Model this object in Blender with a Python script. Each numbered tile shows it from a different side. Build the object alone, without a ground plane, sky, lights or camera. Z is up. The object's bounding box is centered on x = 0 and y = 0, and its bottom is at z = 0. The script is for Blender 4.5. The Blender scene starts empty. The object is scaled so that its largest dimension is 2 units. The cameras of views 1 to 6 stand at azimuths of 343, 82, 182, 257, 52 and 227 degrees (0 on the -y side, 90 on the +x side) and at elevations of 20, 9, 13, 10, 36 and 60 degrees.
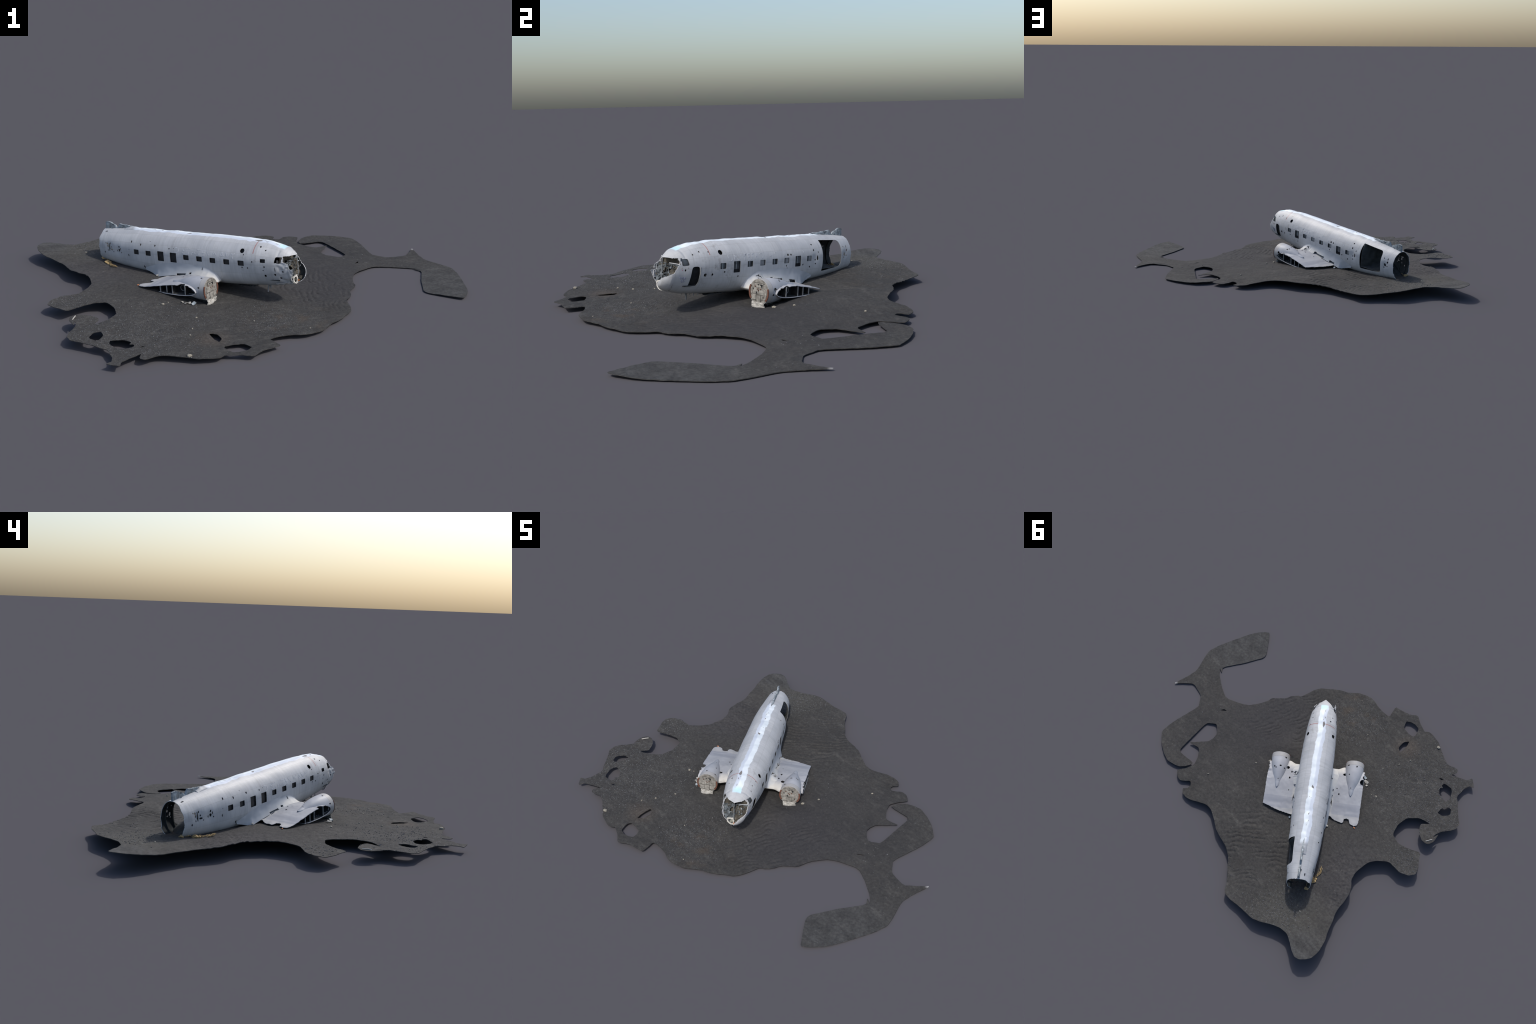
# Weathered airliner wreck resting on a floating patch of black volcanic sand.
import bpy, bmesh, math, random
import numpy as np
from mathutils import Vector, Matrix, noise, geometry

random.seed(7)
rng = np.random.default_rng(7)
SC = bpy.context.scene.collection

# ------------------------------------------------------------------ helpers
def link(ob, parent=None):
    SC.objects.link(ob)
    if parent is not None:
        ob.parent = parent
    return ob

def mesh_obj(name, verts, faces, mat=None, parent=None, smooth=True, fmat=None, mats=None):
    me = bpy.data.meshes.new(name)
    me.from_pydata([tuple(v) for v in verts], [], [tuple(f) for f in faces])
    me.validate()
    for m in (mats or ([mat] if mat else [])):
        me.materials.append(m)
    if fmat is not None and len(fmat) == len(me.polygons):
        me.polygons.foreach_set("material_index", list(fmat))
    me.polygons.foreach_set("use_smooth", [smooth] * len(me.polygons))
    me.update()
    return link(bpy.data.objects.new(name, me), parent)

def sharp(ob, deg=35):
    me = ob.data
    me.set_sharp_from_angle(angle=math.radians(deg))

def fbm(p, octs=3):
    return noise.fractal(p, 0.9, 2.0, octs, noise_basis='PERLIN_ORIGINAL')

def lerp_tab(tab):
    xs = [t[0] for t in tab]
    ys = [[t[i] for t in tab] for i in range(1, len(tab[0]))]
    def f(x):
        r = [float(np.interp(x, xs, y)) for y in ys]
        return r[0] if len(r) == 1 else r
    return f

def smooth_tab(tab):
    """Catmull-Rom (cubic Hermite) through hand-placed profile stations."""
    xs = np.array([t[0] for t in tab], float)
    ys = np.array([t[1:] for t in tab], float)
    m = np.zeros_like(ys)
    d = (ys[1:] - ys[:-1]) / (xs[1:] - xs[:-1])[:, None]
    m[0], m[-1] = d[0], d[-1]
    m[1:-1] = np.where(d[1:] * d[:-1] > 0, 2 * d[1:] * d[:-1] / np.where(np.abs(d[1:] + d[:-1]) < 1e-9, 1, d[1:] + d[:-1]), 0)
    def f(x):
        x = min(max(x, xs[0]), xs[-1])
        i = min(max(int(np.searchsorted(xs, x)) - 1, 0), len(xs) - 2)
        h = xs[i + 1] - xs[i]
        t = (x - xs[i]) / h
        r = ((2*t**3 - 3*t**2 + 1) * ys[i] + (t**3 - 2*t**2 + t) * h * m[i]
             + (-2*t**3 + 3*t**2) * ys[i+1] + (t**3 - t**2) * h * m[i+1])
        return float(r[0]) if len(r) == 1 else [float(v) for v in r]
    return f

def inside(poly, x, y):
    c = False
    n = len(poly)
    j = n - 1
    for i in range(n):
        xi, yi = poly[i]; xj, yj = poly[j]
        if (yi > y) != (yj > y) and x < (xj - xi) * (y - yi) / (yj - yi) + xi:
            c = not c
        j = i
    return c

def inside_np(poly, X, Y):
    c = np.zeros(X.shape, bool)
    n = len(poly); j = n - 1
    for i in range(n):
        xi, yi = poly[i]; xj, yj = poly[j]
        if yi != yj:
            hit = ((yi > Y) != (yj > Y)) & (X < (xj - xi) * (Y - yi) / (yj - yi) + xi)
            c ^= hit
        j = i
    return c

def smst(a, b, x):
    t = np.clip((x - a) / (b - a), 0, 1)
    return t * t * (3 - 2 * t)

# ------------------------------------------------------------------ materials
class Nodes:
    def __init__(self, name, rough=0.8, spec=0.3, metal=0.0):
        self.m = bpy.data.materials.new(name)
        self.m.use_nodes = True
        self.t = self.m.node_tree
        self.n = self.t.nodes
        self.b = self.n["Principled BSDF"]
        self.b.inputs["Roughness"].default_value = rough
        self.b.inputs["Specular IOR Level"].default_value = spec
        self.b.inputs["Metallic"].default_value = metal
        self.co = self.n.new("ShaderNodeTexCoord").outputs["Object"]
        self._sep = None
    def set(self, sock, v):
        if isinstance(v, bpy.types.NodeSocket):
            self.t.links.new(v, sock)
        elif v is not None:
            if sock.type == 'RGBA' and len(v) == 3:
                v = (*v, 1)
            sock.default_value = v
    def math(self, op, a, b=None, c=None, clamp=False):
        n = self.n.new("ShaderNodeMath"); n.operation = op; n.use_clamp = clamp
        for i, v in enumerate((a, b, c)):
            if v is not None:
                self.set(n.inputs[i], v)
        return n.outputs[0]
    def xyz(self):
        if self._sep is None:
            n = self.n.new("ShaderNodeSeparateXYZ"); self.t.links.new(self.co, n.inputs[0]); self._sep = n
        return self._sep.outputs[0], self._sep.outputs[1], self._sep.outputs[2]
    def comb(self, x, y, z):
        n = self.n.new("ShaderNodeCombineXYZ")
        for i, v in enumerate((x, y, z)):
            self.set(n.inputs[i], v)
        return n.outputs[0]
    def mapping(self, vec, scale=(1, 1, 1), rot=(0, 0, 0), loc=(0, 0, 0)):
        n = self.n.new("ShaderNodeMapping")
        self.t.links.new(vec, n.inputs[0])
        n.inputs["Location"].default_value = loc
        n.inputs["Rotation"].default_value = rot
        n.inputs["Scale"].default_value = scale
        return n.outputs[0]
    def noise(self, scale, detail=3, vec=None, rough=0.55, color=False):
        n = self.n.new("ShaderNodeTexNoise")
        self.t.links.new(vec if vec is not None else self.co, n.inputs["Vector"])
        n.inputs["Scale"].default_value = scale
        n.inputs["Detail"].default_value = detail
        n.inputs["Roughness"].default_value = rough
        return n.outputs[1 if color else 0]
    def voronoi(self, scale, vec=None, feature='F1', out="Distance"):
        n = self.n.new("ShaderNodeTexVoronoi"); n.feature = feature
        self.t.links.new(vec if vec is not None else self.co, n.inputs["Vector"])
        n.inputs["Scale"].default_value = scale
        return n.outputs[out]
    def ramp(self, fac, stops, interp='LINEAR'):
        n = self.n.new("ShaderNodeValToRGB"); n.color_ramp.interpolation = interp
        e = n.color_ramp.elements
        while len(e) < len(stops):
            e.new(0.5)
        for i, (p, c) in enumerate(stops):
            e[i].position = p
            e[i].color = (*c, 1) if len(c) == 3 else c
        self.t.links.new(fac, n.inputs[0])
        return n.outputs[0]
    def step(self, v, a, b):
        n = self.n.new("ShaderNodeMapRange"); n.interpolation_type = 'SMOOTHSTEP'
        self.set(n.inputs[0], v)
        n.inputs[1].default_value = a; n.inputs[2].default_value = b
        return n.outputs[0]
    def mix(self, fac, a, b, mode='MIX'):
        n = self.n.new("ShaderNodeMix"); n.data_type = 'RGBA'; n.blend_type = mode
        self.set(n.inputs[0], fac); self.set(n.inputs[6], a); self.set(n.inputs[7], b)
        return n.outputs[2]
    def near(self, p, r0, r1, vec=None):
        """1 inside radius r0 of p (xy-plane scaled by caller), 0 beyond r1."""
        n = self.n.new("ShaderNodeVectorMath"); n.operation = 'DISTANCE'
        self.t.links.new(vec if vec is not None else self.co, n.inputs[0]); n.inputs[1].default_value = p
        return self.math('SUBTRACT', 1.0, self.step(n.outputs["Value"], r0, r1))
    def bump(self, h, strength=0.3, dist=0.002):
        n = self.n.new("ShaderNodeBump")
        n.inputs["Strength"].default_value = strength
        n.inputs["Distance"].default_value = dist
        self.t.links.new(h, n.inputs["Height"])
        self.t.links.new(n.outputs[0], self.b.inputs["Normal"])
    def color(self, c):
        self.set(self.b.inputs["Base Color"], c)
        return self.m

def plain(name, col, rough=0.7, spec=0.3, var=0.25, scale=60, metal=0.0):
    k = Nodes(name, rough, spec, metal)
    f = k.noise(scale, 4)
    lo = tuple(c * (1 - var) for c in col); hi = tuple(min(1, c * (1 + var)) for c in col)
    k.color(k.ramp(f, [(0.3, lo), (0.7, hi)]))
    return k.m

def sand_material():
    k = Nodes("black_sand", 0.92, 0.15)
    # broad tonal drift
    base = k.ramp(k.noise(3.2, 4), [(0.3, (0.037, 0.036, 0.036)), (0.7, (0.062, 0.060, 0.058))])
    # fine grain
    g = k.noise(420, 2, rough=0.7)
    base = k.mix(0.55, base, k.ramp(g, [(0.3, (0.027, 0.027, 0.027)), (0.7, (0.076, 0.075, 0.074))]))
    # wind-combed mottling and paler smudges
    mv = k.mapping(k.co, scale=(9, 24, 9), rot=(0, 0, 0.80))
    base = k.mix(k.math('MULTIPLY', k.step(k.noise(1.0, 5, mv, 0.65), 0.50, 0.74), 0.55), base, (0.096, 0.093, 0.088))
    base = k.mix(k.math('MULTIPLY', k.step(k.noise(5.5, 4), 0.52, 0.72), 0.45), base, (0.036, 0.034, 0.032))
    base = k.mix(k.math('MULTIPLY', k.step(k.noise(2.4, 3), 0.50, 0.70), 0.35), base, (0.086, 0.081, 0.074))
    # bluish grey drift on the side behind the wing
    cool = k.math('MULTIPLY', k.near((-0.72, 0.28, 0.05), 0.05, 0.34), 0.45)
    base = k.mix(cool, base, (0.062, 0.060, 0.066))
    cool2 = k.math('MULTIPLY', k.near((0.27, -0.13, 0.01), 0.05, 0.40), 0.5)
    base = k.mix(cool2, base, (0.050, 0.049, 0.055))
    # brownish dust under the nose
    br = k.math('MULTIPLY', k.near((0.02, -0.56, 0.02), 0.05, 0.28), k.step(k.noise(14, 4), 0.48, 0.68))
    base = k.mix(k.math('MULTIPLY', br, 0.55), base, (0.075, 0.060, 0.048))
    br2 = k.math('MULTIPLY', k.near((-0.37, -0.62, 0.02), 0.02, 0.11), 0.6)
    base = k.mix(br2, base, (0.078, 0.066, 0.057))
    # olive dust around the tail
    ol = k.math('MULTIPLY', k.near((-0.70, 0.66, 0.06), 0.04, 0.26), 0.5)
    base = k.mix(ol, base, (0.082, 0.080, 0.072))
    # gravel speckle, dense at the stony rim, the nose and the tail
    d1 = k.near((-0.72, -0.48, 0.04), 0.12, 0.48)
    d2 = k.near((-0.64, 0.70, 0.06), 0.05, 0.26)
    d3 = k.near((-0.05, -0.50, 0.02), 0.04, 0.30)
    d4 = k.near((-0.93, -0.05, 0.05), 0.05, 0.20)
    dens = k.math('MAXIMUM', k.math('MAXIMUM', d1, d2), k.math('MAXIMUM', d3, d4))
    dens = k.math('ADD', k.math('MULTIPLY', dens, 0.9), 0.05)
    cell = k.voronoi(260, out="Color")
    sep = k.n.new("ShaderNodeSeparateColor"); k.t.links.new(cell, sep.inputs[0])
    dist = k.voronoi(260)
    on = k.math('MULTIPLY', k.math('LESS_THAN', dist, 0.42),
                k.math('LESS_THAN', sep.outputs[0], k.math('MULTIPLY', dens, 0.30)))
    spk = k.ramp(sep.outputs[1], [(0.0, (0.08, 0.08, 0.08)), (0.55, (0.105, 0.11, 0.12)), (0.85, (0.15, 0.16, 0.18)), (1.0, (0.20, 0.18, 0.15))])
    base = k.mix(k.math('MULTIPLY', on, 0.8), base, spk)
    # swept streaks on the two smooth spits
    for p, r0, r1, rot, amt in (((-0.93, 0.76, 0.07), 0.06, 0.20, 0.35, 0.70), ((0.86, -0.36, 0.0), 0.12, 0.30, 0.55, 0.50)):
        v = k.mapping(k.co, scale=(9, 20, 9), rot=(0, 0, rot))
        s = k.ramp(k.noise(1.0, 5, v, 0.6), [(0.35, (0.045, 0.046, 0.048)), (0.75, (0.098, 0.100, 0.102))])
        base = k.mix(k.math('MULTIPLY', k.near(p, r0, r1), amt), base, s)
    # coarse grain and clotted tone, darker on the side the cargo door faces
    clot = k.ramp(k.noise(75, 4, rough=0.65), [(0.32, (0.66, 0.66, 0.67)), (0.70, (1.12, 1.12, 1.10))])
    base = k.mix(1.0, base, clot, 'MULTIPLY')
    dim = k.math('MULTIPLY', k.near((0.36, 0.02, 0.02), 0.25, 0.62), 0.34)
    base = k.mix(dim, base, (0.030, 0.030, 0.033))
    # pale salt tip on the thorn of the spit
    base = k.mix(k.near((0.947, 0.162, 0.005), 0.012, 0.035), base, (0.30, 0.30, 0.30))
    k.bump(k.math('ADD', k.noise(160, 4), k.math('MULTIPLY', on, 0.5)), 0.35, 0.003)
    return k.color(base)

def skin_material(name, base_lo, base_hi, spine=False, seams=True, dirt=True):
    """Bare, scoured aluminium: panel seams, rivet haze, stains."""
    k = Nodes(name, 0.52, 0.35)
    x, y, z = k.xyz()
    ang = k.math('ARCTAN2', y, k.math('ADD', z, 0.012))
    arc = k.math('MULTIPLY', ang, 0.095)
    base = k.ramp(k.noise(9, 5), [(0.3, base_lo), (0.7, base_hi)])
    vec = k.comb(x, arc, 0.0)
    if seams:
        br = k.n.new("ShaderNodeTexBrick")
        k.t.links.new(vec, br.inputs["Vector"])
        br.offset = 0.37; br.squash = 1.0
        br.inputs["Scale"].default_value = 1.0
        br.inputs["Brick Width"].default_value = 0.117
        br.inputs["Row Height"].default_value = 0.047
        br.inputs["Mortar Size"].default_value = 0.0007
        br.inputs["Mortar Smooth"].default_value = 0.4
        br.inputs["Color1"].default_value = (1.0, 1.0, 1.0, 1)
        br.inputs["Color2"].default_value = (0.87, 0.88, 0.90, 1)
        br.inputs["Mortar"].default_value = (0.76, 0.74, 0.72, 1)
        base = k.mix(1.0, base, br.outputs[0], 'MULTIPLY')
        # hoop-wise shimmer of the stringers and frames
        wv = k.mapping(vec, scale=(95, 4, 1))
        sh = k.ramp(k.noise(1.0, 2, wv), [(0.3, (0.93, 0.93, 0.93)), (0.7, (1.05, 1.05, 1.05))])
        base = k.mix(1.0, base, sh, 'MULTIPLY')
    if dirt:
        st = k.step(k.noise(26, 6, rough=0.7), 0.52, 0.72)
        reg = k.near((0.25, 0.09, 0.02), 0.05, 0.20)
        reg2 = k.near((0.30, -0.09, 0.03), 0.03, 0.12)
        d = k.math('MULTIPLY', st, k.math('MAXIMUM', k.math('MULTIPLY', reg, 0.65), k.math('MULTIPLY', reg2, 0.55)))
        d = k.math('ADD', d, k.math('MULTIPLY', k.step(k.noise(17, 6, rough=0.68), 0.52, 0.78), 0.22))
        base = k.mix(d, base, (0.17, 0.155, 0.14))
        # noisy grey tint over the whole hull
        wash = k.math('MULTIPLY', k.noise(6, 3), 0.25)
        base = k.mix(wash, base, (0.36, 0.37, 0.38))
        # run-off streaks down the flanks and scratches along them
        rv = k.mapping(vec, scale=(70, 7, 1))
        base = k.mix(k.math('MULTIPLY', k.step(k.noise(1.0, 4, rv, 0.6), 0.54, 0.76), 0.30), base, (0.22, 0.215, 0.21))
        rv2 = k.mapping(vec, scale=(10, 110, 1))
        base = k.mix(k.math('MULTIPLY', k.step(k.noise(1.0, 4, rv2, 0.6), 0.60, 0.75), 0.16), base, (0.60, 0.61, 0.62))
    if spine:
        # bright bluish-white strip along the spine with a ragged edge
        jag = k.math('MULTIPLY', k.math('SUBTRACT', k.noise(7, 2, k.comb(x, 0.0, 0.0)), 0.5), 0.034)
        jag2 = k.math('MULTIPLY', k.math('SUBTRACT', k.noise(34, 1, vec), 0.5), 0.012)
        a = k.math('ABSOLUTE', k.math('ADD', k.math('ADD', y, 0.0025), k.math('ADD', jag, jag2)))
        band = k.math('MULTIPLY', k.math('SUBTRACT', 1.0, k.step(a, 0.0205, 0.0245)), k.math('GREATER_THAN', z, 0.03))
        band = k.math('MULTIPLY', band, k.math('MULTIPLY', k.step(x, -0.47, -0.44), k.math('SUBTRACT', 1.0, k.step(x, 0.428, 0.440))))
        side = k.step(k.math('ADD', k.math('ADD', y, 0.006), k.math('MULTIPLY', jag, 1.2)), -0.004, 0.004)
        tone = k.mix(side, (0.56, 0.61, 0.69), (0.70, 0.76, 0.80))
        blue = k.near((0.425, 0.004, 0.07), 0.012, 0.040)  # sky reflection on the cockpit roof, painted into the skin colour
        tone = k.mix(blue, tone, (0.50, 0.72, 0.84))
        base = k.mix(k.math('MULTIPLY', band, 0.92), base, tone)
        # faded red ring behind the flight deck
        rr = k.math('LESS_THAN', k.math('ABSOLUTE', k.math('SUBTRACT', x, 0.2965)), 0.0022)
        rr = k.math('MULTIPLY', rr, k.math('MULTIPLY', k.math('GREATER_THAN', z, 0.046), k.math('GREATER_THAN', k.math('ABSOLUTE', y), 0.022)))
        base = k.mix(k.math('MULTIPLY', rr, 0.7), base, (0.34, 0.10, 0.08))
    k.bump(k.math('ADD', k.noise(30, 4), k.math('MULTIPLY', k.noise(9, 2), 1.6)), 0.30, 0.003)
    return k.color(base)

M_SAND = sand_material()
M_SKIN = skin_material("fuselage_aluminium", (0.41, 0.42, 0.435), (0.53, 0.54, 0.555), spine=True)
def wing_material():
    k = Nodes("wing_aluminium", 0.6, 0.3)
    x, y, z = k.xyz()
    ay = k.math('ABSOLUTE', y)
    base = k.ramp(k.noise(12, 5), [(0.3, (0.29, 0.30, 0.325)), (0.7, (0.38, 0.39, 0.415))])
    le = k.math('MULTIPLY', k.step(x, 0.055, 0.095), k.math('SUBTRACT', 1.0, k.step(ay, 0.160, 0.175)))
    root = k.math('MULTIPLY', k.math('SUBTRACT', 1.0, k.step(ay, 0.112, 0.128)), k.step(k.noise(22, 4), 0.35, 0.6))
    base = k.mix(k.math('MULTIPLY', k.math('MAXIMUM', le, root), 0.8), base, (0.52, 0.51, 0.48))
    # walkway scuffs in rows
    sc = k.math('MULTIPLY', k.step(k.noise(60, 4, rough=0.7), 0.50, 0.68), k.math('MULTIPLY', k.math('SUBTRACT', 1.0, k.step(k.math('ABSOLUTE', k.math('SUBTRACT', ay, 0.165)), 0.010, 0.032)), k.step(k.noise(26, 2), 0.42, 0.58)))
    base = k.mix(k.math('MULTIPLY', sc, 0.55), base, (0.23, 0.23, 0.25))
    base = k.mix(k.math('MULTIPLY', k.step(k.noise(30, 5, rough=0.7), 0.58, 0.78), 0.25), base, (0.25, 0.24, 0.23))
    # tint of the flap panel behind the hinge line
    base = k.mix(k.math('MULTIPLY', k.math('LESS_THAN', x, -0.115), 0.45), base, (0.23, 0.245, 0.285))
    base = k.mix(k.math('MULTIPLY', k.math('LESS_THAN', x, -0.185), 0.45), base, (0.40, 0.395, 0.38))
    k.bump(k.noise(45, 3), 0.15, 0.002)
    return k.color(base)
M_WING = wing_material()
M_NAC = skin_material("nacelle_aluminium", (0.38, 0.40, 0.44), (0.48, 0.50, 0.54), seams=False, dirt=False)
M_PALE = plain("chalky_primer", (0.36, 0.352, 0.33), 0.85, 0.2, 0.18, 40)
M_INNER = plain("inner_skin", (0.050, 0.054, 0.056), 0.9, 0.1, 0.3, 40)  # albedo lowered to carry the darkness inside the hull
M_RIM = plain("cut_edge", (0.13, 0.135, 0.14), 0.8, 0.2, 0.3, 80)  # darkened so sunlit faces of the cut openings stay muted
M_DARK = plain("near_black", (0.018, 0.019, 0.021), 0.9, 0.1, 0.3, 60)
M_FIRE = plain("firewall_primer", (0.20, 0.193, 0.178), 0.88, 0.15, 0.45, 75)
M_FIRE2 = plain("firewall_panel", (0.245, 0.238, 0.22), 0.88, 0.15, 0.35, 85)
M_SEAM = plain("seam_grime", (0.10, 0.095, 0.085), 0.9, 0.1, 0.3, 90)
M_RUST = plain("rust_strip", (0.115, 0.055, 0.040), 0.9, 0.1, 0.25, 90)
M_SPAR = plain("spar_grey", (0.20, 0.21, 0.22), 0.75, 0.3, 0.2, 60)
M_PANE = plain("murky_pane", (0.020, 0.021, 0.024), 0.45, 0.35, 0.4, 50)
M_PATCH = plain("patch_sheet", (0.20, 0.21, 0.22), 0.7, 0.3, 0.3, 50)
M_PANEP = plain("reflection_tinted_pane", (0.062, 0.072, 0.082), 0.4, 0.4, 0.6, 40)  # blue-grey mottling draws the pale reflections on the port glass
M_GREEN = plain("zinc_primer", (0.30, 0.31, 0.27), 0.85, 0.2, 0.2, 50)
M_BULK = plain("cockpit_bulkhead", (0.095, 0.088, 0.075), 0.9, 0.15, 0.45, 34)
M_LINE = plain("cockpit_lining", (0.085, 0.098, 0.108), 0.6, 0.3, 0.7, 55)  # base tone dropped for the gloom of the open nose
M_CRUM = plain("crumpled_sheet", (0.22, 0.25, 0.27), 0.6, 0.3, 0.65, 55)
M_LETTER = plain("faded_lettering", (0.49, 0.505, 0.535), 0.7, 0.2, 0.10, 90)
M_DRY = plain("dry_straw", (0.34, 0.25, 0.13), 0.9, 0.1, 0.3, 80)
M_STONE = plain("pale_stone", (0.24, 0.225, 0.19), 0.9, 0.15, 0.3, 90)
M_PEB = plain("gravel", (0.105, 0.108, 0.115), 0.9, 0.15, 0.5, 60)
M_ORANGE = plain("orange_primer", (0.42, 0.17, 0.08), 0.85, 0.2, 0.2, 60)

# ================================================================== SAND PATCH
# Coastline of the sheet, run by run, metres in plan.
SPIT = [(0.849, -0.568), (0.801, -0.516), (0.740, -0.447), (0.728, -0.422), (0.729, -0.401), (0.775, -0.286), (0.841, -0.161),
        (0.812, -0.126), (0.847, -0.140), (0.805, -0.103), (0.722, -0.054), (0.657, -0.026), (0.624, -0.028), (0.576, -0.049),
        (0.533, -0.070), (0.499, -0.099), (0.467, -0.156), (0.452, -0.201), (0.447, -0.242)]
NOSE_SHORE = [(0.395, -0.298), (0.387, -0.315), (0.383, -0.339), (0.353, -0.381), (0.347, -0.378), (0.336, -0.392), (0.330, -0.426),
              (0.321, -0.479), (0.312, -0.507), (0.300, -0.526), (0.273, -0.549), (0.248, -0.576), (0.204, -0.610), (0.166, -0.627),
              (0.114, -0.680), (0.077, -0.698), (0.038, -0.709), (0.003, -0.707), (-0.042, -0.694), (-0.095, -0.691), (-0.142, -0.696)]
NORTH_LOBE = [(-0.117, -0.765), (-0.120, -0.779), (-0.139, -0.782), (-0.197, -0.798), (-0.220, -0.809), (-0.246, -0.833), (-0.262, -0.832),
              (-0.299, -0.807), (-0.361, -0.783), (-0.380, -0.801), (-0.405, -0.805), (-0.446, -0.796), (-0.477, -0.789), (-0.509, -0.769),
              (-0.578, -0.730), (-0.622, -0.714), (-0.666, -0.732), (-0.684, -0.733), (-0.695, -0.721), (-0.695, -0.710), (-0.683, -0.675),
              (-0.710, -0.690), (-0.773, -0.723), (-0.783, -0.758), (-0.832, -0.718)]
EAST_SHORE = [(-0.824, -0.713), (-0.807, -0.704), (-0.800, -0.672), (-0.807, -0.595), (-0.838, -0.569), (-0.864, -0.539), (-0.914, -0.492),
              (-0.943, -0.468), (-0.953, -0.431), (-0.941, -0.397), (-0.912, -0.355), (-0.898, -0.313), (-0.903, -0.287), (-0.910, -0.327),
              (-0.926, -0.268), (-0.918, -0.239), (-0.905, -0.227), (-0.876, -0.224), (-0.841, -0.240), (-0.812, -0.268), (-0.796, -0.297),
              (-0.827, -0.335), (-0.820, -0.339), (-0.788, -0.327), (-0.759, -0.314), (-0.715, -0.263), (-0.712, -0.192), (-0.737, -0.124),
              (-0.793, -0.107), (-0.852, -0.124), (-0.924, -0.162), (-0.961, -0.108), (-0.982, -0.085), (-0.999, -0.044), (-0.977, -0.008),
              (-0.930, 0.017), (-0.887, 0.015), (-0.851, 0.016), (-0.825, 0.035), (-0.798, 0.065), (-0.772, 0.108), (-0.769, 0.203)]
TAIL_LOBE = [(-0.787, 0.254), (-0.825, 0.292), (-0.842, 0.324), (-0.855, 0.376), (-0.867, 0.444), (-0.897, 0.501), (-0.921, 0.557),
             (-0.953, 0.611), (-0.976, 0.679), (-0.977, 0.726), (-0.969, 0.747), (-0.940, 0.785), (-0.910, 0.794), (-0.871, 0.780),
             (-0.833, 0.757), (-0.786, 0.734), (-0.736, 0.741), (-0.695, 0.760), (-0.635, 0.800), (-0.590, 0.821), (-0.543, 0.822),
             (-0.476, 0.826), (-0.417, 0.836), (-0.378, 0.834), (-0.359, 0.820)]
REAR_SHORE = [(-0.335, 0.787), (-0.319, 0.769), (-0.261, 0.718), (-0.222, 0.680), (-0.199, 0.666), (-0.160, 0.646), (-0.096, 0.635),
              (-0.035, 0.619), (0.020, 0.587), (0.077, 0.560), (0.121, 0.558), (0.163, 0.578), (0.211, 0.606), (0.248, 0.616), (0.282, 0.613)]
HOOK = [(0.303, 0.596), (0.307, 0.588), (0.289, 0.565), (0.293, 0.544), (0.307, 0.531), (0.318, 0.528), (0.358, 0.567), (0.384, 0.567),
        (0.412, 0.552), (0.430, 0.536), (0.406, 0.491), (0.393, 0.455), (0.393, 0.435), (0.410, 0.399), (0.436, 0.368), (0.454, 0.348),
        (0.473, 0.341), (0.538, 0.361), (0.496, 0.309), (0.462, 0.267), (0.460, 0.236), (0.467, 0.198), (0.503, 0.166), (0.526, 0.152),
        (0.543, 0.160), (0.577, 0.192), (0.555, 0.323), (0.532, 0.446), (0.408, 0.434), (0.406, 0.453), (0.420, 0.487), (0.447, 0.517),
        (0.485, 0.531), (0.520, 0.540), (0.574, 0.525), (0.622, 0.503), (0.666, 0.475), (0.713, 0.433), (0.720, 0.337)]
SPIT_BACK = [(0.705, 0.152), (0.734, 0.118), (0.764, 0.084), (0.860, 0.063), (0.906, 0.109), (0.947, 0.160), (0.934, 0.071), (0.930, -0.016),
             (0.982, -0.130), (0.999, -0.179), (0.990, -0.250), (0.964, -0.347), (0.930, -0.456), (0.905, -0.506), (0.875, -0.547)]
COAST = SPIT + NOSE_SHORE + NORTH_LOBE + EAST_SHORE + TAIL_LOBE + REAR_SHORE + HOOK + SPIT_BACK

SAND_HOLES = [
    [(-0.235, -0.754), (-0.257, -0.771), (-0.290, -0.777), (-0.320, -0.772), (-0.336, -0.744), (-0.344, -0.722), (-0.339, -0.704), (-0.311, -0.698), (-0.261, -0.704), (-0.244, -0.727)],
    [(-0.349, -0.662), (-0.329, -0.629), (-0.336, -0.581), (-0.355, -0.565), (-0.370, -0.565), (-0.367, -0.602), (-0.362, -0.632)],
    [(-0.649, -0.605), (-0.663, -0.618), (-0.680, -0.620), (-0.666, -0.606)],
    [(-0.696, -0.601), (-0.718, -0.608), (-0.748, -0.609), (-0.769, -0.593), (-0.781, -0.569), (-0.793, -0.543), (-0.784, -0.516), (-0.731, -0.523), (-0.699, -0.559), (-0.713, -0.575), (-0.697, -0.580)],
    [(-0.828, -0.502), (-0.846, -0.502), (-0.865, -0.476), (-0.862, -0.455), (-0.841, -0.429), (-0.809, -0.424), (-0.805, -0.451), (-0.806, -0.471)],
    [(0.593, 0.067), (0.583, 0.044), (0.573, 0.040), (0.561, 0.040)],
]

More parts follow.
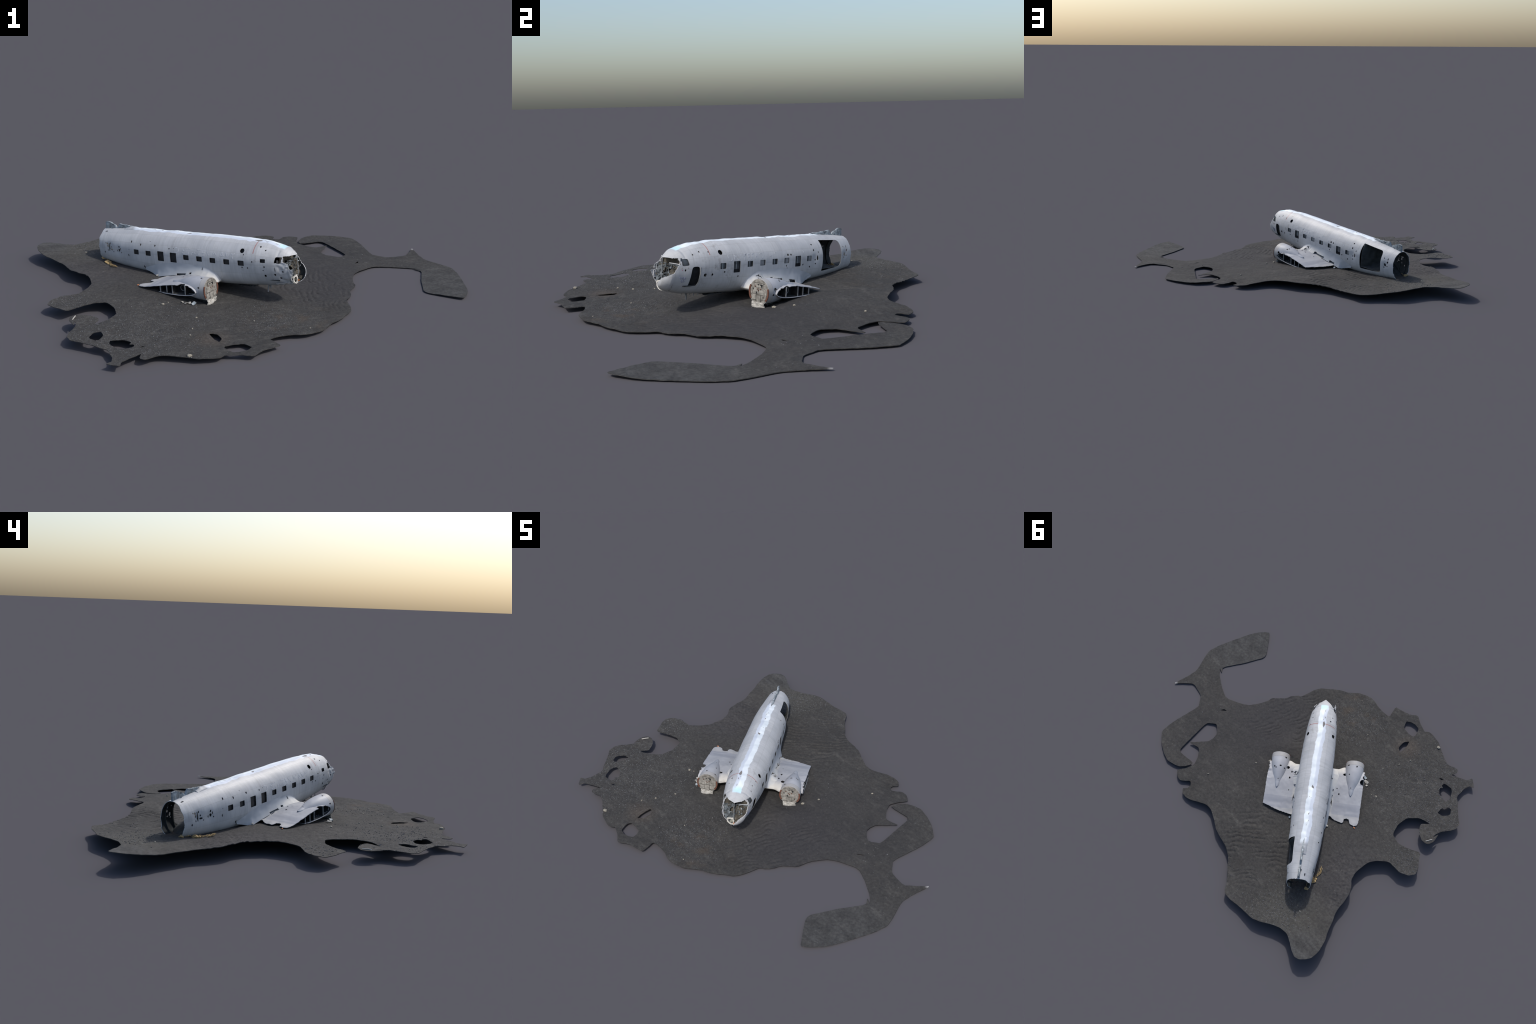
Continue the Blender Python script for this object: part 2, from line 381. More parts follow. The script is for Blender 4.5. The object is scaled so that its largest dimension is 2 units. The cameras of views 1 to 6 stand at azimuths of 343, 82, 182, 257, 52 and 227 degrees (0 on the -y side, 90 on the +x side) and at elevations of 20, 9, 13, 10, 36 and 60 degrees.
# Spot heights (x, y, z): the patch rises from the spit towards the tail.
HEIGHTS = [
    (0.849, -0.568, .011), (0.740, -0.447, .004), (0.775, -0.286, .001), (0.841, -0.161, .001), (0.722, -0.054, .003), (0.624, -0.028, .007),
    (0.533, -0.070, .011), (0.467, -0.156, .0125), (0.447, -0.242, .0095), (0.383, -0.339, .009), (0.330, -0.426, .0075), (0.300, -0.526, .0085),
    (0.204, -0.610, .0115), (0.114, -0.680, .0135), (0.038, -0.709, .0185), (-0.042, -0.694, .0195), (-0.142, -0.695, .018), (-0.120, -0.779, .019),
    (-0.246, -0.833, .021), (-0.361, -0.783, .0195), (-0.446, -0.796, .024), (-0.622, -0.714, .029), (-0.683, -0.675, .031), (-0.783, -0.758, .030),
    (-0.807, -0.595, .0315), (-0.864, -0.539, .038), (-0.943, -0.468, .042), (-0.912, -0.355, .047), (-0.918, -0.239, .049), (-0.812, -0.268, .049),
    (-0.827, -0.335, .042), (-0.759, -0.314, .0445), (-0.712, -0.192, .046), (-0.737, -0.124, .051), (-0.852, -0.124, .048), (-0.924, -0.162, .051),
    (-0.999, -0.044, .050), (-0.887, 0.015, .0545), (-0.798, 0.065, .060), (-0.769, 0.203, .062), (-0.825, 0.292, .066), (-0.855, 0.376, .062),
    (-0.867, 0.444, .058), (-0.921, 0.557, .060), (-0.976, 0.679, .0725), (-0.977, 0.726, .0765), (-0.910, 0.794, .071), (-0.833, 0.757, .063),
    (-0.736, 0.741, .060), (-0.635, 0.800, .057), (-0.543, 0.822, .049), (-0.476, 0.826, .041), (-0.359, 0.820, .037), (-0.319, 0.769, .0325),
    (-0.222, 0.680, .0365), (-0.096, 0.635, .043), (0.020, 0.587, .042), (0.121, 0.558, .0345), (0.211, 0.606, .026), (0.282, 0.613, .018),
]
HEIGHTS += [
    (0.289, 0.565, .017), (0.318, 0.528, .020), (0.430, 0.536, .015), (0.406, 0.491, .014), (0.436, 0.368, .014), (0.538, 0.361, .010),
    (0.462, 0.267, .0125), (0.503, 0.166, .015), (0.577, 0.192, .008), (0.532, 0.446, .008), (0.420, 0.487, .013), (0.520, 0.540, .0135),
    (0.622, 0.503, .009), (0.713, 0.433, .0065), (0.705, 0.152, .005), (0.764, 0.084, .002), (0.860, 0.063, .006), (0.947, 0.160, .005),
    (0.930, -0.016, .0015), (0.999, -0.179, .003), (0.930, -0.456, .006),
    # inside the patch
    (-0.497, -0.225, .043), (0.278, 0.419, .029), (0.313, 0.232, .026), (0.253, 0.512, .027), (-0.425, -0.495, .024), (-0.382, -0.398, .0295),
    (-0.452, -0.564, .027), (-0.806, -0.360, .045), (-0.120, -0.456, .020), (-0.147, -0.501, .019), (-0.055, -0.514, .018), (0.075, -0.506, .013),
    (-0.020, -0.606, .017), (0.105, -0.558, .014), (-0.210, -0.549, .019), (0.144, 0.157, .038), (0.105, 0.080, .025), (-0.206, 0.353, .039),
    (-0.870, 0.542, .062), (-0.736, 0.596, .054), (-0.588, 0.801, .053), (-0.488, 0.661, .047),
    (-0.302, -0.285, .034), (0.036, -0.010, .019), (0.090, 0.035, .022), (-0.556, 0.015, .056), (-0.094, 0.310, .042), (-0.250, 0.250, .037),
    (-0.483, -0.115, .054), (-0.640, 0.356, .046), (-0.655, 0.474, .053), (-0.616, 0.334, .049), (-0.592, 0.540, .052), (-0.446, 0.130, .049),
    (-0.05, -0.20, .020), (0.029, -0.092, .029), (-0.033, -0.029, .026), (0.105, -0.055, .034), (0.080, -0.165, .0185), (0.050, -0.220, .0175), (0.190, -0.110, .020), (0.210, -0.030, .023), (0.00, 0.220, .038), (-0.15, 0.325, .0385), (-0.19, -0.32, .034), (-0.56, -0.38, .0345), (-0.37, -0.30, .038), (-0.17, -0.40, .0265), (-0.20, 0.02, .032), (-0.35, 0.22, .036),
]

def tps(pts, lam=1e-4):
    P = np.array(pts); n = len(P)
    d = np.hypot(P[:, None, 0] - P[None, :, 0], P[:, None, 1] - P[None, :, 1])
    K = np.where(d > 0, d * d * np.log(np.maximum(d, 1e-9)), 0) + lam * np.eye(n)
    Q = np.c_[np.ones(n), P[:, :2]]
    A = np.block([[K, Q], [Q.T, np.zeros((3, 3))]])
    w = np.linalg.solve(A, np.r_[P[:, 2], np.zeros(3)])
    def f(X, Y):
        X = np.asarray(X, float); Y = np.asarray(Y, float)
        out = w[n] + w[n + 1] * X + w[n + 2] * Y
        for i in range(n):
            r2 = (X - P[i, 0])**2 + (Y - P[i, 1])**2
            out = out + w[i] * 0.5 * r2 * np.log(np.maximum(r2, 1e-18))
        return out
    return f
ground_tps = tps(HEIGHTS)
SINK = 0.0004
def ground(x, y):
    return float(np.maximum(ground_tps(x, y) + SINK, 0.0028))

def densify(poly, step, jitter=0.0):
    # one corner-cutting pass, then resample
    P = [np.array(p) for p in poly]
    Q = []
    for i in range(len(P)):
        a, b = P[i], P[(i + 1) % len(P)]
        Q += [a * 0.86 + b * 0.14, a * 0.14 + b * 0.86]
    out = []
    for i in range(len(Q)):
        a, b = Q[i], Q[(i + 1) % len(Q)]
        L = np.hypot(*(b - a)); n = max(1, int(round(L / step)))
        for j in range(n):
            p = a + (b - a) * j / n
            out.append((float(p[0]), float(p[1])))
    if jitter:
        out = [(x + jitter * noise.noise(Vector((x * 60, y * 60, 1.3))), y + jitter * noise.noise(Vector((x * 60, y * 60, 7.7)))) for x, y in out]
    return out

def build_sand():
    step = 0.0062
    rim = densify(COAST, 0.007, 0.0014)
    holes = [densify(h, 0.006, 0.0015) for h in SAND_HOLES]
    xs = np.arange(-1.0, 1.0, step); ys = np.arange(-0.84, 0.84, step * 0.866)
    X, Y = np.meshgrid(xs, ys)
    X = X + (np.arange(len(ys)) % 2)[:, None] * step / 2
    X = X.ravel() + rng.uniform(-0.15, 0.15, X.size) * step
    Y = Y.ravel() + rng.uniform(-0.15, 0.15, Y.size) * step
    keep = inside_np(rim, X, Y)
    for h in holes:
        keep &= ~inside_np(h, X, Y)
    X, Y = X[keep], Y[keep]
    loops = [rim] + holes
    B = np.array([p for l in loops for p in l])
    # drop grid points that crowd the border
    cell = {}
    for bx, by in B:
        cell.setdefault((int(bx // step), int(by // step)), []).append((bx, by))
    ok = np.ones(len(X), bool)
    for i in range(len(X)):
        cx, cy = int(X[i] // step), int(Y[i] // step)
        for a in (-1, 0, 1):
            for b in (-1, 0, 1):
                for q in cell.get((cx + a, cy + b), ()):
                    if (q[0] - X[i])**2 + (q[1] - Y[i])**2 < (0.55 * step)**2:
                        ok[i] = False
    X, Y = X[ok], Y[ok]
    vs = [Vector(p) for p in B] + [Vector((x, y)) for x, y in zip(X, Y)]
    edges = []; o = 0
    for l in loops:
        n = len(l); edges += [(o + i, o + (i + 1) % n) for i in range(n)]; o += n
    cv, ce, cf, ov, oe, of = geometry.delaunay_2d_cdt(vs, edges, [], 0, 1e-7, True)
    V = np.array([(v.x, v.y) for v in cv])
    F = np.array([f for f in cf if len(f) == 3])
    cx = V[F, 0].mean(1); cy = V[F, 1].mean(1)
    k = inside_np(rim, cx, cy)
    for h in holes:
        k &= ~inside_np(h, cx, cy)
    F = F[k]
    x, y = V[:, 0], V[:, 1]
    z = ground_tps(x, y) + SINK
    # --- relief --------------------------------------------------------
    def w(px, py, r0, r1):
        return 1 - smst(r0, r1, np.hypot(x - px, y - py))
    n0 = np.array([noise.noise(Vector((a * 4, b * 4, 9.0))) for a, b in V])
    n1 = np.array([noise.noise(Vector((a * 9, b * 9, 0.0))) for a, b in V])
    n2 = np.array([noise.noise(Vector((a * 28, b * 28, 3.0))) for a, b in V])
    n3 = np.array([noise.noise(Vector((a * 75, b * 75, 5.0))) for a, b in V])
    def ripples(dx, dy, lam, warp):
        L = math.hypot(dx, dy)
        t = (x * dx + y * dy) / L / lam + warp * n1 + 0.45 * n2 + 0.8 * n0
        f = t - np.floor(t)
        return np.exp(-((f - 0.5) / 0.16)**2)          # narrow troughs
    m = smst(-0.35, 0.25, n1 + 0.6 * n2)
    z -= 0.0046 * ripples(-0.72, 0.695, 0.031, 0.9) * w(-0.28, 0.52, 0.12, 0.34) * m
    z -= 0.0038 * ripples(0.95, -0.31, 0.030, 1.2) * w(0.24, -0.24, 0.12, 0.36) * m
    # pitted drift behind the starboard wing
    wp = w(-0.76, 0.28, 0.10, 0.27)
    idx = np.where(wp > 0.01)[0]
    pit = np.zeros(len(V))
    for i in idx:
        d, _ = noise.voronoi(Vector((V[i, 0] * 58, V[i, 1] * 58, 0.0)))
        pit[i] = 1 - min(1, (d[1] - d[0]) * 2.6)
    z -= 0.0034 * pit * wp
    z += 0.0016 * n1 + 0.0015 * n2 + 0.0007 * n3
    # scoop in front of each engine and the drag mark beside the port one
    z -= 0.003 * w(0.055, -0.012, 0.01, 0.045)
    z = np.maximum(z, 0.0026)
    th = 0.0026
    n = len(V)
    verts = [(a, b, c) for a, b, c in zip(x, y, z)] + [(a, b, max(c - th, 0.0)) for a, b, c in zip(x, y, z)]
    a0, a1, a2 = V[F[:, 0]], V[F[:, 1]], V[F[:, 2]]
    ccw = ((a1 - a0)[:, 0] * (a2 - a0)[:, 1] - (a1 - a0)[:, 1] * (a2 - a0)[:, 0]) > 0
    F = np.where(ccw[:, None], F, F[:, ::-1])
    faces = [tuple(f) for f in F] + [(f[0] + n, f[2] + n, f[1] + n) for f in F]
    cnt = {}
    for f in F:
        for i in range(3):
            cnt[(f[i], f[(i + 1) % 3])] = 1
    for (a, b) in list(cnt):
        if (b, a) not in cnt:
            faces.append((b, a, a + n, b + n))
    ob = mesh_obj("sand_patch", verts, faces, M_SAND)
    sharp(ob, 50)
    ob["label"] = "ragged sheet of rippled black volcanic sand"
    ob["category"] = "ground patch"
    return ob

sand = build_sand()

def rock_mesh(name, mat, seed, sub=2, rough=0.35):
    bm = bmesh.new()
    bmesh.ops.create_icosphere(bm, subdivisions=sub, radius=1.0)
    for v in bm.verts:
        p = v.co.copy()
        v.co *= 1 + rough * noise.noise(p * 1.3 + Vector((seed, seed * 2, 0))) + 0.12 * noise.noise(p * 3.5 + Vector((0, seed, 1)))
    me = bpy.data.meshes.new(name); bm.to_mesh(me); bm.free()
    me.materials.append(mat)
    return me

def place(me, name, loc, scale, rot, parent):
    ob = bpy.data.objects.new(name, me)
    ob.location = loc; ob.scale = scale; ob.rotation_euler = rot
    return link(ob, parent)

rk = [rock_mesh("stone", M_STONE, s) for s in (1.0, 4.0, 9.0)]
for i, (x, y, r) in enumerate([(-0.500, -0.760, 0.011), (0.105, 0.080, 0.009), (-0.497, -0.225, 0.008), (0.144, 0.157, 0.006),
                               (-0.147, -0.501, 0.0045), (0.060, -0.651, 0.0035), (-0.425, -0.495, 0.005), (-0.736, 0.596, 0.006),
                               (0.278, 0.419, 0.006), (-0.470, -0.215, 0.004), (-0.382, -0.398, 0.005), (-0.452, -0.564, 0.005)]):
    place(rk[i % 3], "stone", (x, y, ground(x, y) + r * 0.25), (r, r * 0.8, r * 0.62), (0.2 * i, 0.1, 1.3 * i), sand)

def build_pebbles():
    """Loose gravel, joined: far too many and small to pick apart."""
    base = []
    for s in range(4):
        bm = bmesh.new(); bmesh.ops.create_icosphere(bm, subdivisions=1, radius=1.0)
        for v in bm.verts:
            v.co *= 1 + 0.3 * noise.noise(v.co * 1.7 + Vector((s * 3.1, 0, 0)))
        base.append(([v.co.copy() for v in bm.verts], [[v.index for v in f.verts] for f in bm.faces])); bm.free()
    zones = [(-0.74, -0.47, 0.20, 620), (-0.55, -0.60, 0.16, 260), (-0.10, -0.50, 0.13, 240), (-0.66, 0.68, 0.13, 300),
             (-0.92, -0.06, 0.08, 120), (-0.42, -0.40, 0.16, 160), (0.20, 0.30, 0.25, 60), (-0.3, 0.7, 0.12, 60), (0.6, 0.1, 0.1, 30)]
    vs, fs = [], []
    cand = []
    for cx, cy, r, n in zones:
        for _ in range(n):
            cand.append((rng.normal(cx, r * 0.6), rng.normal(cy, r * 0.6)))
    C = np.array(cand)
    ok = inside_np(COAST, C[:, 0], C[:, 1])
    for h in SAND_HOLES:
        ok &= ~inside_np(h, C[:, 0], C[:, 1])
    C = C[ok]
    Z = ground_tps(C[:, 0], C[:, 1]) + SINK
    for (x, y), z in zip(C, Z):
        r = 0.0009 + 0.0022 * rng.random()**3
        bv, bf = base[int(rng.integers(4))]
        a = rng.random() * 6.28; ca, sa = math.cos(a), math.sin(a); o = len(vs)
        sx, sy, sz = r * rng.uniform(0.8, 1.4), r, r * rng.uniform(0.5, 0.8)
        for v in bv:
            px, py, pz = v.x * sx, v.y * sy, v.z * sz
            vs.append((x + px * ca - py * sa, y + px * sa + py * ca, max(z + pz + r * 0.25, 0.0005)))
        fs += [[i + o for i in f] for f in bf]
    ob = mesh_obj("gravel", vs, fs, M_PEB, sand)
    ob["kind"] = "stuff"
build_pebbles()

# ================================================================== AIRCRAFT
# Local frame: x forward along the keel, y to port, z up through the roof.
AX = Vector((0.63853, -0.76543, 0.08001)); UP = Vector((-0.02525, 0.08308, 0.99622))
AX.normalize(); PT = UP.cross(AX).normalized(); UP = AX.cross(PT).normalized()
ORG = Vector((-0.2047, 0.00445, 0.17606))
plane = bpy.data.objects.new("aircraft_wreck", None)
plane.matrix_world = Matrix(((AX.x, PT.x, UP.x, ORG.x), (AX.y, PT.y, UP.y, ORG.y), (AX.z, PT.z, UP.z, ORG.z), (0, 0, 0, 1)))
link(plane)
plane["label"] = "bare metal twin-engine airliner wreck without tail and outer wings"
plane["category"] = "aircraft wreck"
MI = plane.matrix_world.inverted()

# fuselage profile stations: x, roof, belly, half width, centre height, lower squareness
PROFILE = smooth_tab([
    (-0.662, 0.080, -0.082, 0.0668, 0.0, 2.5), (-0.600, 0.0850, -0.091, 0.0750, 0.0, 2.7), (-0.520, 0.0905, -0.101, 0.0835, 0.0, 2.9),
    (-0.440, 0.0945, -0.109, 0.0902, 0.0, 3.0), (-0.380, 0.0965, -0.114, 0.0938, 0.0, 3.0), (-0.300, 0.0955, -0.119, 0.0960, 0.0, 3.0), (-0.200, 0.0960, -0.124, 0.0968, 0.0, 3.0),
    (-0.050, 0.0965, -0.127, 0.0972, 0.0, 3.0), (0.100, 0.0975, -0.128, 0.0970, 0.0, 2.9), (0.180, 0.0972, -0.127, 0.0958, 0.0, 2.6),
    (0.250, 0.0950, -0.1255, 0.0925, 0.0, 2.3), (0.300, 0.0925, -0.122, 0.0882, 0.0, 2.1), (0.350, 0.0885, -0.119, 0.0825, 0.0, 2.0),
    (0.400, 0.0800, -0.114, 0.0755, -0.002, 2.0), (0.440, 0.0690, -0.106, 0.0665, -0.006, 2.0), (0.465, 0.0560, -0.100, 0.0615, -0.014, 2.0),
    (0.480, 0.0450, -0.095, 0.0575, -0.022, 2.0), (0.487, 0.0395, -0.092, 0.0530, -0.026, 2.0), (0.497, 0.0080, -0.087, 0.0445, -0.036, 2.0),
    (0.507, -0.0100, -0.080, 0.0350, -0.043, 2.0), (0.515, -0.0280, -0.070, 0.0230, -0.048, 2.0), (0.520, -0.0430, -0.058, 0.0080, -0.050, 2.0)])
def n_up(f):
    return 1.92 + 1.9 * float(smst(0.42, 0.487, f))

def section(f, th):
    top, bot, hw, uc, nl = PROFILE(f)
    c, s = math.cos(th), math.sin(th)
    n, b = (n_up(f), top - uc) if s >= 0 else (nl, uc - bot)
    r = (abs(c / hw)**n + abs(s / b)**n)**(-1.0 / n)
    return r * c, uc + r * s          # (starboard-positive lateral, height)

def hull_side(f, u):
    """half width of the hull at station f and height u"""
    top, bot, hw, uc, nl = PROFILE(f)
    n, b = (n_up(f), top - uc) if u >= uc else (nl, uc - bot)
    q = min(1.0, abs(u - uc) / b)
    return hw * (1 - q**n)**(1.0 / n)

NOSE_CAVITY = [(0.063, 0.012), (0.061, -0.004), (0.060, -0.020), (0.053, -0.036), (0.050, -0.052), (0.037, -0.062), (0.034, -0.082),
               (0.010, -0.094), (-0.006, -0.084), (-0.010, -0.066), (-0.026, -0.044), (-0.034, -0.034), (-0.043, -0.020), (-0.056, -0.019),
               (-0.0575, -0.006), (-0.050, 0.004), (-0.036, 0.008), (-0.022, 0.0135), (0.020, 0.0135), (0.050, 0.0135)]

def nose_gone(f, s, u):
    if f < 0.430:
        return False
    if u > 0.0375:                                   # roof brow, pointed like a V windscreen
        return f > 0.4870 - 0.785 * abs(s)
    if 0.013 < u <= 0.0375:                          # windscreen panes are gone
        lim = 0.4430 + 0.004 * noise.noise(Vector((u * 180, s * 90, 2)))
        return f > lim and abs(s) < 0.066
    if s > 0:                                        # torn starboard cheek
        lim = float(np.interp(u, [-0.10, -0.064, -0.052, -0.020, -0.004, 0.003, 0.012], [0.470, 0.476, 0.482, 0.490, 0.462, 0.470, 0.452]))
        lim += 0.004 * noise.noise(Vector((u * 160, 1.0, 4.0)))
        if f > lim:
            return True
    else:                                            # port cheek slopes away below the sill
        lim = float(np.interp(u, [-0.10, -0.050, -0.040, -0.030, -0.020, 0.002, 0.013], [0.53, 0.530, 0.514, 0.494, 0.472, 0.458, 0.452]))
        if f > lim + 0.003 * noise.noise(Vector((u * 150, s * 90, 6.0))):
            return True
    return f > 0.440 and inside(NOSE_CAVITY, s, u)

def build_fuselage():
    fs = list(np.linspace(-0.662, 0.40, 190)) + list(np.linspace(0.403, 0.519, 56))
    NT = 180
    ths = [2 * math.pi * i / NT for i in range(NT)]
    V = []
    for f in fs:
        for th in ths:
            s, u = section(f, th)
            p = Vector((f * 7, s * 9, u * 9))
            d = 0.0009 * noise.noise(p) + 0.0005 * noise.noise(p * 3)
            # dents: buckled spine
            if u > 0.05 and f > -0.47:
                k = 1 - min(1, abs(s) / 0.045)
                d += 0.0055 * k * noise.noise(Vector((f * 13, s * 20, 5.0))) + 0.002 * k * noise.noise(Vector((f * 40, s * 40, 8.0)))
            # crumpled starboard cheek
            if s > 0.02 and f > 0.385 and u < 0.01:
                k = smst(0.385, 0.43, f)
                d += 0.005 * float(k) * noise.noise(Vector((f * 45, u * 45, 2.0)))
            # punched-in patches near the break
            for (a, b, sg, rr, dep) in ((-0.585, 0.004, 1, 0.030, 0.005), (-0.525, -0.012, 1, 0.030, 0.004), (-0.61, 0.0, -1, 0.022, 0.004), (0.235, -0.03, 1, 0.05, 0.002), (-0.36, 0.0, -1, 0.02, 0.003)):
                if s * sg > 0:
                    q = ((f - a)**2 + (u - b)**2) / rr**2
                    if q < 4:
                        d -= dep * math.exp(-q * 1.5)
            L = math.hypot(s, u + 0.01) or 1
            ff = f - 0.785 * abs(s) * float(smst(0.40, 0.487, f)) * float(smst(0.010, 0.036, u))   # V-shaped brow
            if f < -0.655:                            # ragged break at the tail
                ff = f + 0.007 * noise.noise(Vector((math.cos(th) * 2.5, math.sin(th) * 2.5, 0))) + 0.003 * noise.noise(Vector((th * 11, 1, 0))) - (0.005 if u < -0.04 and s < 0 else 0)
            V.append((ff, -(s + d * s / L), u + d * (u + 0.01) / L))
    F = []
    for i in range(len(fs) - 1):
        for j in range(NT):
            k = (j + 1) % NT
            q = (i * NT + j, i * NT + k, (i + 1) * NT + k, (i + 1) * NT + j)
            c = [sum(V[a][m] for a in q) / 4 for m in range(3)]
            if nose_gone(c[0], -c[1], c[2]):
                continue
            F.append(q[::-1])
    used = sorted({i for f in F for i in f}); mp = {a: b for b, a in enumerate(used)}
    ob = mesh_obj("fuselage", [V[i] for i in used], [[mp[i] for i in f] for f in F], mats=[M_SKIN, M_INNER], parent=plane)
    return ob

def extrude_poly(poly, fn0, fn1):
    """closed prism from a polygon; fn maps (a,b) to the near and far 3D points"""
    n = len(poly)
    vs = [fn0(*p) for p in poly] + [fn1(*p) for p in poly]
    fs = [list(range(n))[::-1], [n + i for i in range(n)]] + [(i, (i + 1) % n, n + (i + 1) % n, n + i) for i in range(n)]
    return vs, fs

def merge(parts):
    vs, fs = [], []
    for v, f in parts:
        o = len(vs); vs += v; fs += [[i + o for i in g] for g in f]
    return vs, fs

def round_rect(pts, r, n=4):
    out = []
    N = len(pts)
    for i in range(N):
        p0, p, p1 = Vector(pts[i - 1]), Vector(pts[i]), Vector(pts[(i + 1) % N])
        rr = r[i] if isinstance(r, (list, tuple)) else r
        a = (p0 - p).normalized() * rr; b = (p1 - p).normalized() * rr
        for j in range(n + 1):
            t = j / n
            q = p + a * (1 - t)**2 + b * t**2
            out.append((q.x, q.y))
    return out

def side_cut(poly, side, s0=0.035, s1=0.14):
    y0, y1 = -side * s0, -side * s1
    return extrude_poly(poly, lambda a, b: (a, y0, b), lambda a, b: (a, y1, b))

def blob(cx, cy, rx, ry, seed, n=9):
    out = []
    for i in range(n):
        t = 2 * math.pi * i / n
        k = 1 + 0.45 * noise.noise(Vector((math.cos(t) * 1.3 + seed * 7.1, math.sin(t) * 1.3, seed)))
        out.append((cx + rx * k * math.cos(t), cy + ry * k * math.sin(t)))
    return out

def apply_mods(ob):
    dg = bpy.context.evaluated_depsgraph_get(); dg.update()
    ev = ob.evaluated_get(dg)
    me = bpy.data.meshes.new_from_object(ev, preserve_all_data_layers=True, depsgraph=dg)
    ob.modifiers.clear()
    old = ob.data; ob.data = me
    bpy.data.meshes.remove(old)
    me.name = ob.name

def cut(ob, cutters, thick, off=1):
    m = ob.modifiers.new("Solid", 'SOLIDIFY'); m.thickness = thick; m.offset = -1
    m.material_offset = off; m.material_offset_rim = 0; m.use_even_offset = True
    tmp = []
    for i, (v, f) in enumerate(cutters):
        c = mesh_obj("cutter", v, f, parent=ob.parent)
        bm = bmesh.new(); bm.from_mesh(c.data); bmesh.ops.recalc_face_normals(bm, faces=bm.faces); bm.to_mesh(c.data); bm.free()
        b = ob.modifiers.new("Cut", 'BOOLEAN'); b.operation = 'DIFFERENCE'; b.solver = 'EXACT'; b.object = c; b.material_mode = 'TRANSFER'
        c.data.materials.append(M_RIM)
        tmp.append(c)
    apply_mods(ob)
    for c in tmp:
        me = c.data; bpy.data.objects.remove(c); bpy.data.meshes.remove(me)

SB, PO = 1, -1
# cabin windows: (station, side, tall?)
PITCH = 0.0783
WINDOWS = [(SB, -0.391 + PITCH * i, i in (2, 3)) for i in range(9)] + \
          [(PO, 0.233 - PITCH * i, i in (1, 6)) for i in range(8)]
WW, WTOP, WLOW, WTALL = 0.0325, 0.0115, -0.0130, -0.0325

def window_rect(x, tall):
    top = WTOP + (0.004 if tall else 0); low = WTALL if tall else WLOW
    w = WW / 2 + (0.003 if tall else 0)
    return [(x - w, low), (x + w, low), (x + w, top), (x - w, top)]

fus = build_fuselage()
win_cut, hole_cut = [], []
for side, x, tall in WINDOWS:
    win_cut.append(side_cut(round_rect(window_rect(x, tall), 0.003, 2), side))
# flight-deck side panes, small radio-room window, round astrodome ports
cockpit_win = [(0.404, 0.010), (0.428, 0.0075), (0.4375, 0.010), (0.4370, 0.0345), (0.409, 0.0355)]
for side in (SB, PO):
    win_cut.append(side_cut(round_rect(cockpit_win, 0.004, 2), side, 0.03, 0.12))
    n = 20
    d = Vector((0, -side * 0.81, 0.59))
    ex, ey = Vector((1, 0, 0)), d.cross(Vector((1, 0, 0)))
    ctr = Vector((0.238, -side * 0.074, 0.054))
    circ = [(0.0115 * math.cos(2 * math.pi * i / n), 0.0115 * math.sin(2 * math.pi * i / n)) for i in range(n)]
    win_cut.append(extrude_poly(circ, lambda a, b: tuple(ctr - d * 0.03 + ex * a + ey * b), lambda a, b: tuple(ctr + d * 0.03 + ex * a + ey * b)))
win_cut.append(side_cut(round_rect([(0.336, 0.0085), (0.362, 0.0085), (0.362, 0.0255), (0.336, 0.0255)], 0.003, 2), SB))
# cargo door and crew door on the port side
CARGO = [(-0.576, -0.055), (-0.419, -0.068), (-0.417, 0.0745), (-0.572, 0.068)]
win_cut.append(side_cut(round_rect(CARGO, [0.022, 0.006, 0.004, 0.022], 5), PO, 0.02, 0.16))
CREW = [(0.352, -0.078), (0.397, -0.078), (0.394, -0.020), (0.391, 0.004), (0.356, 0.004), (0.352, -0.020)]
win_cut.append(side_cut(round_rect(CREW, [0.004, 0.004, 0.01, 0.012, 0.012, 0.01], 3), PO, 0.03, 0.14))
